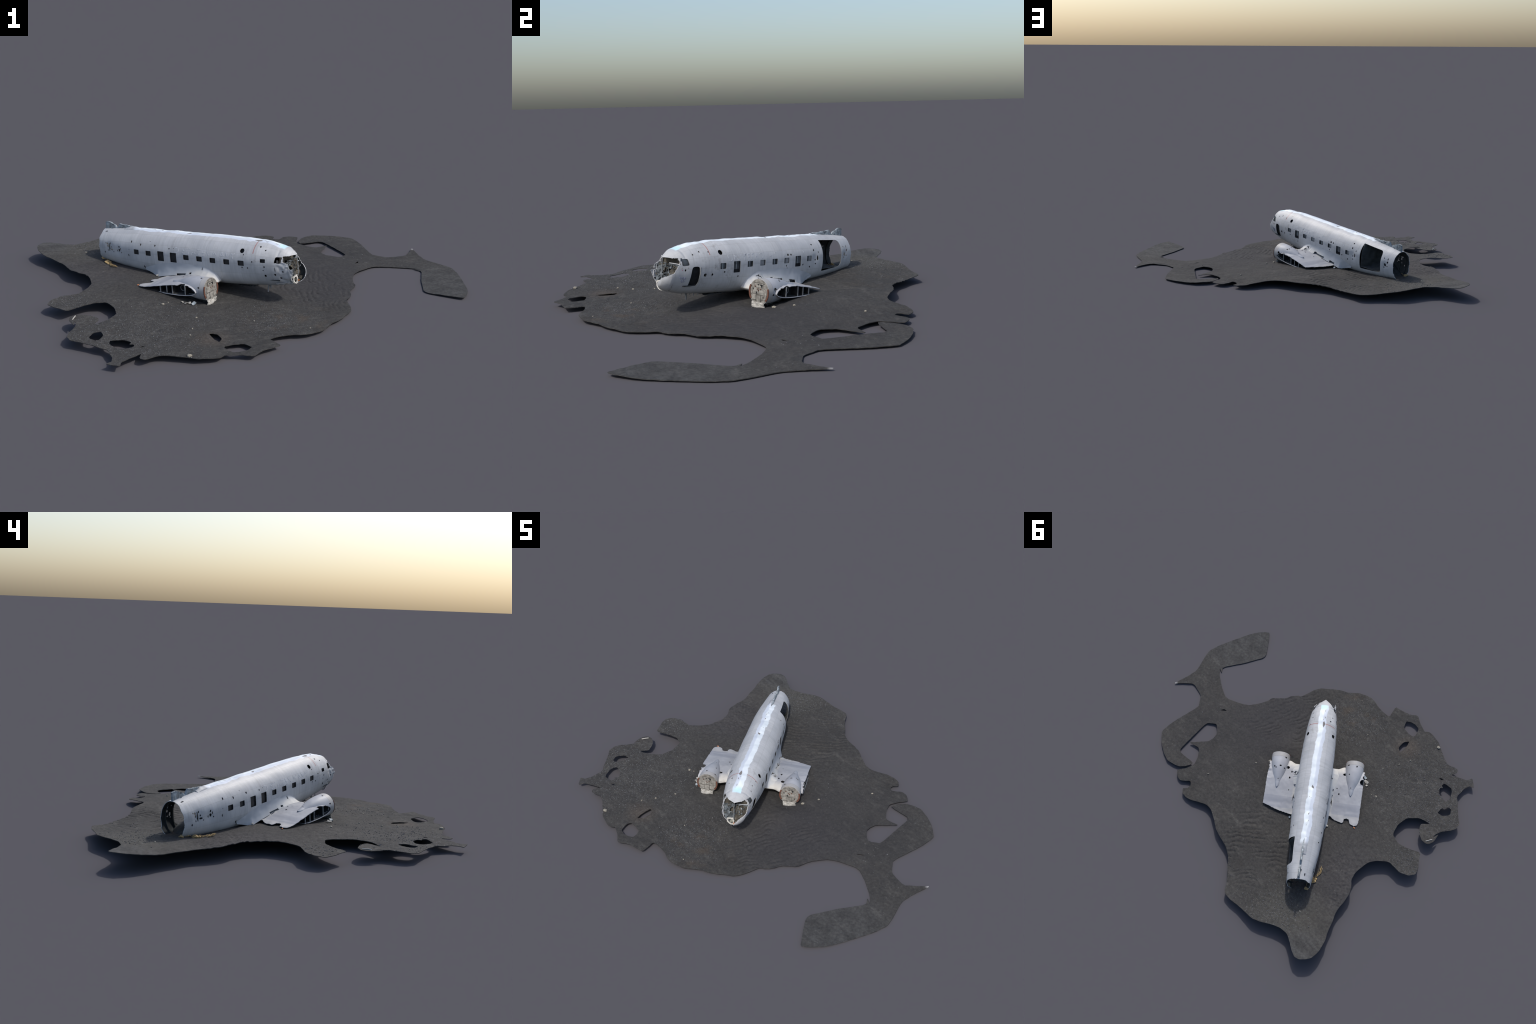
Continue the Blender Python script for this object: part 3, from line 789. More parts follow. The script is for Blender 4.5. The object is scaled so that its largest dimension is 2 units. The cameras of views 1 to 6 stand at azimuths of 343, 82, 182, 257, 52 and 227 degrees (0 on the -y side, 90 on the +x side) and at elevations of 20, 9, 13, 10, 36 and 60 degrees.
# bullet and corrosion holes: side, x, z, rx, rz
HOLES = [
    (SB, -0.426, 0.046, .0035, .0055), (SB, -0.363, 0.037, .0040, .0060), (SB, -0.272, 0.039, .0045, .0045), (SB, -0.182, 0.032, .0038, .0035),
    (SB, -0.352, -0.075, .0045, .0070), (SB, -0.445, -0.023, .0028, .0070), (SB, 0.356, -0.011, .0040, .0040), (SB, 0.356, -0.055, .0055, .0060),
    (SB, 0.356, 0.061, .0032, .0032), (SB, 0.248, 0.039, .0026, .0034), (SB, 0.295, 0.010, .0038, .0040), (SB, 0.270, -0.021, .0036, .0036),
    (SB, 0.240, -0.020, .0040, .0028), (SB, -0.155, 0.036, .0020, .0020), (SB, -0.308, 0.055, .0018, .0022), (SB, 0.349, -0.028, .0040, .0016),
    (SB, 0.405, -0.046, .0045, .0055), (SB, 0.428, -0.063, .0060, .0045), (SB, 0.444, -0.030, .0060, .0035), (SB, 0.408, -0.022, .0018, .013),
    (SB, -0.610, 0.022, .0030, .0035), (SB, -0.599, 0.020, .0055, .0045), (SB, -0.596, 0.008, .0050, .0075), (SB, -0.578, 0.022, .0030, .0055),
    (SB, -0.568, -0.008, .0095, .0045), (SB, -0.585, -0.004, .0045, .0055), (SB, -0.570, 0.005, .0035, .0045), (SB, -0.597, -0.014, .0028, .0050),
    (SB, -0.620, -0.026, .0045, .0050), (SB, -0.513, -0.005, .0060, .0075), (SB, -0.512, 0.012, .0045, .0050), (SB, -0.502, 0.002, .0030, .0060),
    (SB, -0.526, -0.010, .0028, .0060), (SB, -0.497, -0.016, .0032, .0038), (SB, -0.440, 0.006, .0018, .0018), (SB, -0.555, -0.018, .0035, .0025),
    (PO, -0.167, 0.024, .0052, .0055), (PO, -0.188, 0.023, .0050, .0050), (PO, -0.163, -0.036, .0045, .0035), (PO, -0.158, -0.024, .0032, .0045),
    (PO, 0.325, -0.033, .0075, .0070), (PO, 0.288, -0.033, .0042, .0055), (PO, -0.349, 0.058, .0060, .0030), (PO, -0.351, 0.034, .0045, .0055),
    (PO, -0.384, 0.024, .0030, .0050), (PO, -0.378, -0.003, .0050, .0120), (PO, -0.271, -0.026, .0042, .0045), (PO, -0.320, -0.039, .0040, .0045),
    (PO, -0.363, -0.028, .0042, .0032), (PO, -0.361, -0.010, .0045, .0035), (PO, -0.605, 0.001, .0075, .0085), (PO, -0.623, 0.018, .0050, .0065),
    (PO, -0.622, 0.035, .0032, .0065), (PO, -0.596, 0.036, .0030, .0035), (PO, -0.600, -0.014, .0050, .0030), (PO, -0.622, -0.006, .0045, .0030),
    (PO, 0.145, -0.049, .0040, .0032), (PO, 0.102, 0.039, .0018, .0040), (PO, 0.423, -0.009, .0035, .0055), (PO, -0.267, -0.070, .0040, .0040),
    (PO, -0.097, -0.054, .0038, .0032), (PO, 0.225, -0.026, .0050, .0030), (PO, -0.31, 0.010, .0050, .0022),
    (PO, 0.345, 0.060, .0030, .0035), (PO, 0.380, 0.050, .0030, .0030), (PO, 0.300, 0.058, .0035, .0030),
]
for i, (side, x, z, rx, rz) in enumerate(HOLES):
    hole_cut.append(side_cut(blob(x, z, rx, rz, i + 1), side, 0.03, 0.13))
def top_cut(x0, s0, rx, ry, seed):
    return extrude_poly(blob(x0, s0, rx, ry, seed, 8), lambda a, b: (a, -b, 0.045), lambda a, b: (a, -b, 0.13))
hole_cut += [top_cut(-0.612, 0.007, .008, .004, 3), top_cut(-0.612, -0.006, .0045, .003, 5), top_cut(-0.630, 0.031, .009, .0032, 8),
             top_cut(0.325, 0.049, .005, .0045, 11), top_cut(-0.600, -0.001, .003, .002, 14)]
def groups(cutters):
    """split cutters into sets whose bounds do not touch"""
    out = []
    for c in cutters:
        P = np.array(c[0]); lo, hi = P.min(0) - 1e-4, P.max(0) + 1e-4
        for g in out:
            if all((lo > h).any() or (hi < l).any() for l, h in g[1]):
                g[0].append(c); g[1].append((lo, hi)); break
        else:
            out.append(([c], [(lo, hi)]))
    return [merge(g[0]) for g in out]
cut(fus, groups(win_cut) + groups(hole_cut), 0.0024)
sharp(fus, 40)

# ---- glazing ------------------------------------------------------
def slab(poly, y0, y1, name, mat, parent):
    v, f = extrude_poly(poly, lambda a, b: (a, y0, b), lambda a, b: (a, y1, b))
    return mesh_obj(name, v, f, mat, parent, smooth=False)

for side, x, tall in WINDOWS:
    r = window_rect(x, tall)
    g = 0.003
    poly = [(r[0][0] - g, r[0][1] - g), (r[1][0] + g, r[1][1] - g), (r[2][0] + g, r[2][1] + g), (r[3][0] - g, r[3][1] + g)]
    s = min(hull_side(x, r[2][1] + g), hull_side(x, r[0][1] - g), hull_side(x - 0.02, 0), hull_side(x + 0.02, 0)) - 0.0042
    slab(poly, -side * s, -side * (s - 0.0012), "window", M_PANE if side == SB else M_PANEP, fus)
    k_ = WINDOWS.index((side, x, tall)) - 9
    if side == PO and k_ in (3, 5, 7):   # boarded from inside with scrap sheet
        c0_, c1_ = {3: (-0.7, 1.0), 5: (-1.0, 0.35), 7: (-1.0, 0.05)}[k_]
        w_ = (r[1][0] - r[0][0]) / 2 + g
        slab([(x + c0_ * w_, r[0][1] - g), (x + c1_ * w_, r[0][1] - g), (x + c1_ * w_ - 0.002, r[2][1] + g), (x + c0_ * w_, r[2][1] + g)],
             -side * (s + 0.0014), -side * (s + 0.0006), "window_patch", M_PATCH, fus)
    if side == PO:                       # sill and mullion left in the torn openings
        slab([(x - 0.002, r[0][1] - g), (x + 0.002, r[0][1] - g), (x + 0.002, r[2][1] + g), (x - 0.002, r[2][1] + g)],
             -side * (s + 0.0012), -side * (s + 0.0002), "window_frame", M_CRUM, fus)
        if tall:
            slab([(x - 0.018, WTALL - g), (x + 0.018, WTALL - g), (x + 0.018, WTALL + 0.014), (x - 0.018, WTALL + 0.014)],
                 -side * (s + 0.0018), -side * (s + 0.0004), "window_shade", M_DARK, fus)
slab([(0.332, 0.005), (0.366, 0.005), (0.366, 0.029), (0.332, 0.029)], -0.0745, -0.0735, "window", M_PANE, fus)
def inset_panel(name, x0, x1, z0, z1, depth, side, mat, n=10):
    """thin panel that follows the hull a little inside it"""
    vs, fs = [], []
    for d in (depth, depth + 0.0012):
        for i in range(n + 1):
            for j in range(n + 1):
                x = x0 + (x1 - x0) * i / n; z = z0 + (z1 - z0) * j / n
                vs.append((x, -side * (hull_side(x, z) - d), z))
    m = n + 1; o = m * m
    for i in range(n):
        for j in range(n):
            a = i * m + j
            fs += [(a, a + 1, a + m + 1, a + m), (o + a, o + a + m, o + a + m + 1, o + a + 1)]
    return mesh_obj(name, vs, fs, mat, fus)
inset_panel("window", 0.401, 0.4405, 0.004, 0.038, 0.0042, PO, M_PANEP)
for side in (SB, PO):
    d = Vector((0, -side * 0.81, 0.59)); ex = Vector((1, 0, 0)); ey = d.cross(ex); c0 = Vector((0.238, -side * 0.074, 0.054)) - d * 0.0085
    n = 20
    circ = [(0.0125 * math.cos(2 * math.pi * i / n), 0.0125 * math.sin(2 * math.pi * i / n)) for i in range(n)]
    v, f = extrude_poly(circ, lambda a, b: tuple(c0 + ex * a + ey * b), lambda a, b: tuple(c0 - d * 0.001 + ex * a + ey * b))
    mesh_obj("window", v, f, M_PANE, fus, smooth=False)
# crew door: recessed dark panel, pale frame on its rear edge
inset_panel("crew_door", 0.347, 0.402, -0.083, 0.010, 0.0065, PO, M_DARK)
def door_trim():
    pts = [(0.3505, 0.000), (0.3495, -0.030), (0.350, -0.060), (0.356, -0.0805), (0.394, -0.081)]
    vs, fs = [], []
    for a, b in pts:
        s = hull_side(a, b)
        for da, ds in ((-0.0016, 0.0), (0.0016, 0.0), (0.0016, 0.0018), (-0.0016, 0.0018)):
            vs.append((a + da, s + ds, b + (0.0 if da < 0 else 0.0004)))
    for i in range(len(pts) - 1):
        for j in range(4):
            fs.append((4*i + j, 4*i + (j+1) % 4, 4*i + 4 + (j+1) % 4, 4*i + 4 + j))
    fs += [(3, 2, 1, 0), tuple(4 * (len(pts) - 1) + j for j in range(4))]
    mesh_obj("door_trim", vs, fs, M_PALE, fus, smooth=False)
door_trim()

# ---- inside: floor, hoop frames ----------------------------------
def box(name, x0, x1, y0, y1, z0, z1, mat, parent):
    v, f = extrude_poly([(x0, z0), (x1, z0), (x1, z1), (x0, z1)], lambda a, b: (a, y0, b), lambda a, b: (a, y1, b))
    return mesh_obj(name, v, f, mat, parent, smooth=False)
box("cabin_floor", -0.385, 0.420, -0.060, 0.060, -0.078, -0.074, M_INNER, fus)
def aft_floor():
    """buckled floor and drifted silt between the cargo door and the break"""
    nx, ny = 40, 24; vs = []
    for i in range(nx + 1):
        x = -0.650 + 0.270 * i / nx
        for j in range(ny + 1):
            t = -1 + 2 * j / ny
            z = -0.056 + 0.030 * float(smst(-0.7, 0.9, t)) * float(smst(-0.58, -0.48, x)) - 0.022 * float(smst(-0.55, -0.65, x)) + 0.004 * noise.noise(Vector((x * 30, t * 3, 0)))
            vs.append((x, -t * (hull_side(x, z) - 0.0035), z))
    m = ny + 1
    fs = [(i * m + j, i * m + j + 1, i * m + m + j + 1, i * m + m + j) for i in range(nx) for j in range(ny)]
    ob = mesh_obj("cabin_floor", vs, fs, M_INNER, fus)
    md = ob.modifiers.new("S", 'SOLIDIFY'); md.thickness = 0.003; md.offset = -1
    apply_mods(ob)
aft_floor()
def partition():
    """sagging cabin bulkhead just ahead of the cargo door"""
    n = 20; vs = []
    for i in range(n + 1):
        for j in range(n + 1):
            t = -1 + 2 * i / n; z = -0.085 + 0.170 * j / n
            x = -0.414 - 0.030 * (t + 1) - 0.012 * math.sin(3.1 * j / n) + 0.006 * noise.noise(Vector((t * 3, z * 30, 0)))
            w = max(0.004, hull_side(x, max(-0.1, min(z, PROFILE(x)[0] - 0.004))) - 0.004)
            vs.append((x, -t * w, z))
    m = n + 1
    fs = [(i * m + j, i * m + j + 1, i * m + m + j + 1, i * m + m + j) for i in range(n) for j in range(n)]
    ob = mesh_obj("cabin_bulkhead", vs, fs, M_INNER, fus)
    md = ob.modifiers.new("S", 'SOLIDIFY'); md.thickness = 0.002
    apply_mods(ob)
partition()
def hoop(f, mat=M_INNER):
    n = 72; vs, fs = [], []
    for k in range(n):
        th = 2 * math.pi * k / n
        s, u = section(f, th); c = -0.01
        for df, sc in ((-0.002, 0.965), (0.002, 0.965), (0.002, 0.90), (-0.002, 0.90)):
            vs.append((f + df, -s * sc, c + (u - c) * sc))
    for k in range(n):
        for j in range(4):
            a, b = 4 * k, 4 * ((k + 1) % n)
            fs.append((a + j, a + (j + 1) % 4, b + (j + 1) % 4, b + j))
    mesh_obj("frame", vs, fs, mat, fus)
for f in (-0.635, -0.585, -0.408, -0.352, -0.274, -0.196, 0.04, 0.196, 0.318, 0.400):
    hoop(f)

# ---- torn fin root ------------------------------------------------
def fin_stub():
    prof = [(-0.657, 0.114), (-0.648, 0.1165), (-0.638, 0.1175), (-0.628, 0.1155), (-0.615, 0.110), (-0.602, 0.1035), (-0.590, 0.1000), (-0.586, 0.0900),
            (-0.578, 0.0895), (-0.571, 0.1000), (-0.563, 0.1110), (-0.555, 0.1100), (-0.540, 0.1072), (-0.520, 0.1058), (-0.505, 0.1045), (-0.490, 0.1030),
            (-0.470, 0.1005), (-0.450, 0.0980), (-0.430, 0.0955)]
    top = lerp_tab(prof)
    xs = np.linspace(-0.657, -0.430, 92); nz = 7
    vs, fs = [], []
    for sg in (1, -1):
        for x in xs:
            zt = top(x) + 0.0016 * noise.noise(Vector((x * 130, 0.3, sg)))
            zb = PROFILE(x)[0] - 0.006
            half = 0.0062 * float(smst(-0.43, -0.47, x)) + 0.0008
            for j in range(nz):
                t = j / (nz - 1)
                y = sg * half * (1 - 0.45 * t) + 0.0028 * t * noise.noise(Vector((x * 38, t * 2.5, 1.0))) + 0.0012 * noise.noise(Vector((x * 110, t * 6, sg)))
                vs.append((x, y, zb + (zt - zb) * t))
    N = len(xs) * nz
    for i in range(len(xs) - 1):
        for j in range(nz - 1):
            a = i * nz + j
            fs.append((a, a + nz, a + nz + 1, a + 1)); fs.append((N + a + 1, N + a + nz + 1, N + a + nz, N + a))
        a = i * nz + nz - 1
        fs.append((a, a + nz, N + a + nz, N + a))
    e = (len(xs) - 1) * nz
    for j in range(nz - 1):
        fs.append((j + 1, N + j + 1, N + j, j))
        fs.append((e + j, N + e + j, N + e + j + 1, e + j + 1))
    ob = mesh_obj("fin_stub", vs, fs, M_CRUM, plane)
    sharp(ob, 40)
    # peeled-back skin on the starboard side
    vs, fs = [], []
    xs = np.linspace(-0.520, -0.425, 30)
    for x in xs:
        for j in range(6):
            t = j / 5
            k = math.sin(math.pi * min(1, (x + 0.520) / 0.055) / 2) if x < -0.465 else math.cos(math.pi * (x + 0.465) / 0.08)
            y = -0.003 - t * 0.020
            z = PROFILE(x)[0] - 0.0022 * (t * 2.4)**2 * 0.5 + 0.0010 + max(0, k) * 0.0100 * (1 - t)**0.8 * (0.8 + 0.4 * noise.noise(Vector((x * 60, t * 3, 0))))
            vs.append((x, y, z))
    fs = [(i * 6 + j, i * 6 + j + 1, i * 6 + 7 + j, i * 6 + 6 + j) for i in range(len(xs) - 1) for j in range(5)]
    fl = mesh_obj("peeled_skin", vs, fs, M_SKIN, plane)
    m = fl.modifiers.new("S", 'SOLIDIFY'); m.thickness = 0.0014; m.offset = 0
    apply_mods(fl)
fin_stub()

# ---- nose interior ------------------------------------------------
def bulkhead():
    f = 0.4300
    n = 64
    outer = []
    for k in range(n):
        s, u = section(f, 2 * math.pi * k / n)
        outer.append((s * 0.955, -0.015 + (u + 0.015) * 0.955))
    hole = [(0.010 + 0.0115 * math.cos(2 * math.pi * k / n) , -0.014 + 0.023 * math.sin(2 * math.pi * k / n)) for k in range(n)]
    vs, fs = [], []
    for df in (0, -0.003):
        for a, b in zip(outer, hole):
            vs.append((f + df + 0.004 * noise.noise(Vector((a[0] * 40, a[1] * 40, 0))), -a[0], a[1]))
            vs.append((f + df, -b[0], b[1]))
    for k in range(n):
        q = (k + 1) % n
        fs.append((2*k, 2*q, 2*q + 1, 2*k + 1)); fs.append((2*n + 2*k + 1, 2*n + 2*q + 1, 2*n + 2*q, 2*n + 2*k))
        fs.append((2*k + 1, 2*q + 1, 2*n + 2*q + 1, 2*n + 2*k + 1))
    mesh_obj("nose_bulkhead", vs, fs, M_BULK, fus)
bulkhead()

def sheet(name, corners, mat, parent, amp=0.004, freq=60, thick=0.0012, n=12, seed=0, ragged=0.25):
    """crumpled metal sheet spanned between four corners (x, starboard, z)"""
    a, b, c, d = [Vector((p[0], -p[1], p[2])) for p in corners]
    nrm = (b - a).cross(d - a).normalized()
    vs = []
    for i in range(n + 1):
        for j in range(n + 1):
            u, v = i / n, j / n
            u2 = min(1, max(0, u + ragged * 0.3 * noise.noise(Vector((v * 5, seed, 1))) * (1 if i == n else 0)))
            p = a * (1 - u2) * (1 - v) + b * u2 * (1 - v) + c * u2 * v + d * (1 - u2) * v
            q = p * freq + Vector((seed, 0, seed))
            p = p + nrm * amp * (noise.noise(q) + 0.5 * abs(noise.noise(q * 2.3)))
            vs.append(p)
    m = n + 1
    fs = [(i * m + j, i * m + j + 1, i * m + m + j + 1, i * m + m + j) for i in range(n) for j in range(n)
          if not ((i in (0, n - 1) or j in (0, n - 1)) and noise.noise(Vector((i * 1.7, j * 1.7, seed + 3))) > 0.30)]
    ob = mesh_obj(name, vs, fs, mat, parent, smooth=False)
    md = ob.modifiers.new("S", 'SOLIDIFY'); md.thickness = thick; md.offset = 0
    apply_mods(ob)
    return ob
# tangled cockpit lining
def crushed_lining():
    """crumpled structure that closes the broken nose: dark void in the middle"""
    n = 46; vs = []; idx = {}
    fs = []; fm = []
    for i in range(n + 1):
        for j in range(n + 1):
            sx = -0.060 + 0.122 * i / n; u = -0.094 + 0.106 * j / n
            k = hull_side(0.452, u) - 0.003
            sx = max(-k, min(k, sx))
            q = Vector((sx * 42, u * 42, 3.0))
            x = 0.450 + 0.016 * max(0, min(1, (-u - 0.01) / 0.06)) + 0.014 * noise.noise(q) + 0.008 * abs(noise.noise(q * 2.4)) + 0.003 * noise.noise(q * 6)
            x -= 0.020 * math.exp(-((sx + 0.020) / 0.018)**2 - ((u + 0.022) / 0.026)**2)      # scooped port side
            x += 0.010 * math.exp(-((sx - 0.045) / 0.016)**2 - ((u + 0.030) / 0.030)**2)
            vs.append((x, -sx, u))
    m = n + 1
    for i in range(n):
        for j in range(n):
            a = i * m + j
            sx, u = -vs[a][1], vs[a][2]
            t = 0.6 * (sx - 0.012) + 0.8 * (u + 0.018); w = 0.8 * (sx - 0.012) - 0.6 * (u + 0.018)
            if (t / 0.0095)**2 + (w / 0.018)**2 < 1 + 0.5 * noise.noise(Vector((sx * 200, u * 200, 0))):
                continue
            if noise.noise(Vector((sx * 75, u * 75, 11.0))) > 0.42:
                continue
            fs.append((a, a + 1, a + m + 1, a + m))
            fm.append(1 if (sx < -0.002 + 0.008 * noise.noise(Vector((u * 60, 0, 0))) and u < 0.004) else 0)
    ob = mesh_obj("torn_lining", vs, fs, parent=fus, smooth=False, mats=[M_LINE, M_BULK], fmat=fm)
    md = ob.modifiers.new("S", 'SOLIDIFY'); md.thickness = 0.0012; md.offset = 0
    apply_mods(ob)
crushed_lining()
for i in range(16):                                  # curled shards of skin in the opening
    r3 = random.Random(100 + i)
    sx = r3.uniform(-0.050, 0.054); u = r3.uniform(-0.070, 0.010)
    if abs(sx - 0.012) < 0.014 and abs(u + 0.018) < 0.02:
        continue
    x = 0.462 + r3.uniform(0, 0.012); L = r3.uniform(0.006, 0.014); wd = r3.uniform(0.003, 0.007); an = r3.uniform(0, 3.1)
    ca, sa = math.cos(an), math.sin(an); dx = r3.uniform(-0.008, 0.010)
    sheet("shard", [(x, sx, u), (x + dx, sx + L * ca, u + L * sa), (x + dx, sx + L * ca - wd * sa, u + L * sa + wd * ca), (x, sx - wd * sa, u + wd * ca)],
          [M_CRUM, M_LINE, M_BULK, M_LINE][i % 4], fus, 0.003, 120, 0.0009, 5, seed=60 + i)
sheet("cheek_flap", [(0.452, 0.0605, 0.010), (0.470, 0.0625, 0.007), (0.476, 0.0630, -0.012), (0.452, 0.0635, -0.012)], M_SKIN, fus, 0.004, 80, seed=6)
sheet("cheek_flap", [(0.462, 0.060, -0.016), (0.494, 0.0575, -0.020), (0.485, 0.051, -0.050), (0.462, 0.056, -0.048)], M_SKIN, fus, 0.004, 60, seed=7)
sheet("belly_flap", [(0.400, 0.040, -0.104), (0.470, 0.026, -0.092), (0.466, 0.034, -0.082), (0.400, 0.056, -0.092)], M_SKIN, fus, 0.004, 55, seed=8)

def rod(name, pts, r, mat, parent, n=6):
    cu = bpy.data.curves.new(name, 'CURVE'); cu.dimensions = '3D'
    sp = cu.splines.new('POLY'); sp.points.add(len(pts) - 1)
    for p, q in zip(sp.points, pts):
        p.co = (q[0], -q[1], q[2], 1)
    cu.bevel_depth = r; cu.bevel_resolution = 2; cu.use_fill_caps = True
    tmp = bpy.data.objects.new(name, cu); SC.objects.link(tmp)
    dg = bpy.context.evaluated_depsgraph_get(); dg.update()
    me = bpy.data.meshes.new_from_object(tmp.evaluated_get(dg))
    bpy.data.objects.remove(tmp); bpy.data.curves.remove(cu)
    me.name = name; me.materials.clear(); me.materials.append(mat)
    return link(bpy.data.objects.new(name, me), parent)
rod("windscreen_post", [(0.486, 0.0, 0.040), (0.486, 0.0, 0.020), (0.4865, 0.0, -0.010), (0.488, -0.001, -0.034), (0.484, 0.000, -0.060)], 0.0017, M_SPAR, fus)
for sg in (1, -1):
    rod("windscreen_post", [(0.4405, 0.0555 * sg, 0.0375), (0.4425, 0.0580 * sg, 0.022), (0.4445, 0.0590 * sg, 0.010)], 0.0018, M_SKIN, fus)
rod("windscreen_sill", [(0.4455, -0.0600, 0.0140), (0.457, -0.036, 0.0165), (0.466, -0.020, 0.017)], 0.0018, M_SKIN, fus)
for i in range(5):                                  # hanging cables and pipes
    s0 = -0.045 + 0.014 * i
    rod("pipe", [(0.436, s0, 0.006 + 0.004 * (i % 3)), (0.462, s0 * 0.9, -0.006 - 0.005 * (i % 2)), (0.466, s0 * 0.8 + 0.004, -0.030), (0.450, s0 * 0.8, -0.060)], 0.0007 + 0.0004 * (i % 3), [M_LINE, M_BULK, M_LINE][i % 3], fus)

def chin_frame():
    """white former at the chin with a torn window in it"""
    def dense(P):
        return [(P[i][0] * (1 - t) + P[(i + 1) % len(P)][0] * t, P[i][1] * (1 - t) + P[(i + 1) % len(P)][1] * t) for i in range(len(P)) for t in (0, 0.33, 0.67)]
    outer = [(0.038, -0.0630), (0.020, -0.0560), (0.003, -0.0570), (-0.002, -0.0700), (-0.014, -0.0850), (-0.006, -0.0960), (0.012, -0.0970), (0.024, -0.0920), (0.034, -0.0820)]
    inner = [(0.029, -0.0690), (0.020, -0.0645), (0.010, -0.0650), (0.007, -0.0710), (0.004, -0.0800), (0.008, -0.0860), (0.014, -0.0890), (0.021, -0.0855), (0.027, -0.0780)]
    outer, inner = dense(outer), dense(inner)
    vs, fs = [], []; n = len(outer)
    for df in (0.0, -0.004):
        for a, b in zip(outer, inner):
            jg = 1 + 0.22 * noise.noise(Vector((a[0] * 170, a[1] * 170, 4)))
            c0 = (0.013, -0.077)
            b = (c0[0] + (b[0] - c0[0]) * 1.12 * (2 - jg), c0[1] + (b[1] - c0[1]) * 1.12 * (2 - jg))
            a = (c0[0] + (a[0] - c0[0]) * jg, c0[1] + (a[1] - c0[1]) * jg)
            fx = 0.4815 - 0.05 * max(0, a[0] - 0.02)
            vs.append((fx + df + 0.003 * noise.noise(Vector((a[0] * 200, a[1] * 200, 1))), -a[0], a[1])); vs.append((fx + df, -b[0], b[1]))
    for k in range(n):
        q = (k + 1) % n
        fs += [(2*k, 2*q, 2*q + 1, 2*k + 1), (2*n + 2*k + 1, 2*n + 2*q + 1, 2*n + 2*q, 2*n + 2*k),
               (2*k + 1, 2*q + 1, 2*n + 2*q + 1, 2*n + 2*k + 1), (2*q, 2*k, 2*n + 2*k, 2*n + 2*q)]
    mesh_obj("chin_former", vs, fs, plain("white_former", (0.46, 0.45, 0.42), 0.8, 0.2, 0.25, 70), fus, smooth=False)
    sheet("chin_backing", [(0.468, 0.034, -0.064), (0.468, 0.000, -0.062), (0.468, 0.002, -0.092), (0.468, 0.028, -0.090)], M_GREEN, fus, 0.003, 60, seed=12)
    sheet("chin_scrap", [(0.485, 0.001, -0.078), (0.486, -0.010, -0.080), (0.484, -0.010, -0.090), (0.484, 0.002, -0.088)], M_ORANGE, fus, 0.002, 90, n=6, seed=13)
    sheet("chin_scrap", [(0.490, -0.004, -0.060), (0.500, -0.012, -0.064), (0.492, -0.012, -0.088), (0.484, -0.002, -0.084)], M_BULK, fus, 0.004, 90, n=8, seed=14)
chin_frame()
rod("pitot_mast", [(0.332, 0.018, -0.112), (0.331, 0.019, -0.130), (0.329, 0.020, -0.150)], 0.0034, M_SPAR, fus)
for i in range(5):
    rod("belly_stub", [(0.300 + 0.013 * i, -0.02 + 0.012 * i, -0.112), (0.303 + 0.012 * i, -0.02 + 0.012 * i, -0.128 - 0.003 * (i % 2))], 0.002, M_SPAR, fus)
for x0 in (0.02, 0.10, 0.17, 0.22):
    sheet("belly_flap", [(x0, -0.05, -0.124), (x0 + 0.05, -0.045, -0.124), (x0 + 0.05, 0.03, -0.128), (x0, 0.04, -0.128)], M_INNER, fus, 0.006, 50, seed=int(x0 * 100) + 20)

from mathutils.bvhtree import BVHTree
_bm = bmesh.new(); _bm.from_mesh(fus.data); HULL = BVHTree.FromBMesh(_bm); _bm.free()
def on_skin(p, off):
    """drop a point onto the real hull surface, a hair proud of it"""
    p = Vector(p)
    out = Vector((0, p.y, p.z + 0.012)).normalized()
    hit = HULL.ray_cast(p + out * 0.03, -out, 0.06)
    return (hit[0] + out * off) if hit[0] is not None else p

# ---- grey rips along the buckled spine
def roof_z(x, s_):
    top, bot, hw, uc, nl = PROFILE(x)
    return uc + (top - uc) * (1 - min(1, abs(s_) / hw)**n_up(x))**(1 / n_up(x))
M_RIP = plain("rip_grey", (0.20, 0.19, 0.185), 0.9, 0.1, 0.15, 60)
for tri in ([(0.330, 0.003), (0.297, 0.021), (0.271, 0.013), (0.285, 0.007)], [(0.406, 0.016), (0.395, 0.008), (0.381, 0.009), (0.390, 0.013)], [(0.349, 0.011), (0.340, 0.017), (0.331, 0.013), (0.340, 0.012)],
            [(-0.102, -0.001), (-0.117, -0.003), (-0.125, 0.013), (-0.112, 0.009)], [(-0.316, 0.010), (-0.336, 0.001), (-0.356, -0.002), (-0.338, 0.007)], [(-0.272, 0.005), (-0.284, 0.000), (-0.287, 0.004), (-0.278, 0.007)], [(-0.180, -0.008), (-0.186, 0.004), (-0.184, 0.005), (-0.177, -0.006)]):
    n = len(tri)
    v = [on_skin((a, -b, roof_z(a, b)), 0.0004) for a, b in tri] + [on_skin((a, -b, roof_z(a, b)), -0.0012) for a, b in tri]
    mesh_obj("rip", v, [list(range(n)), list(range(2 * n - 1, n - 1, -1))] + [(i, i + n, (i + 1) % n + n, (i + 1) % n) for i in range(n)], M_RIP, fus, smooth=False)

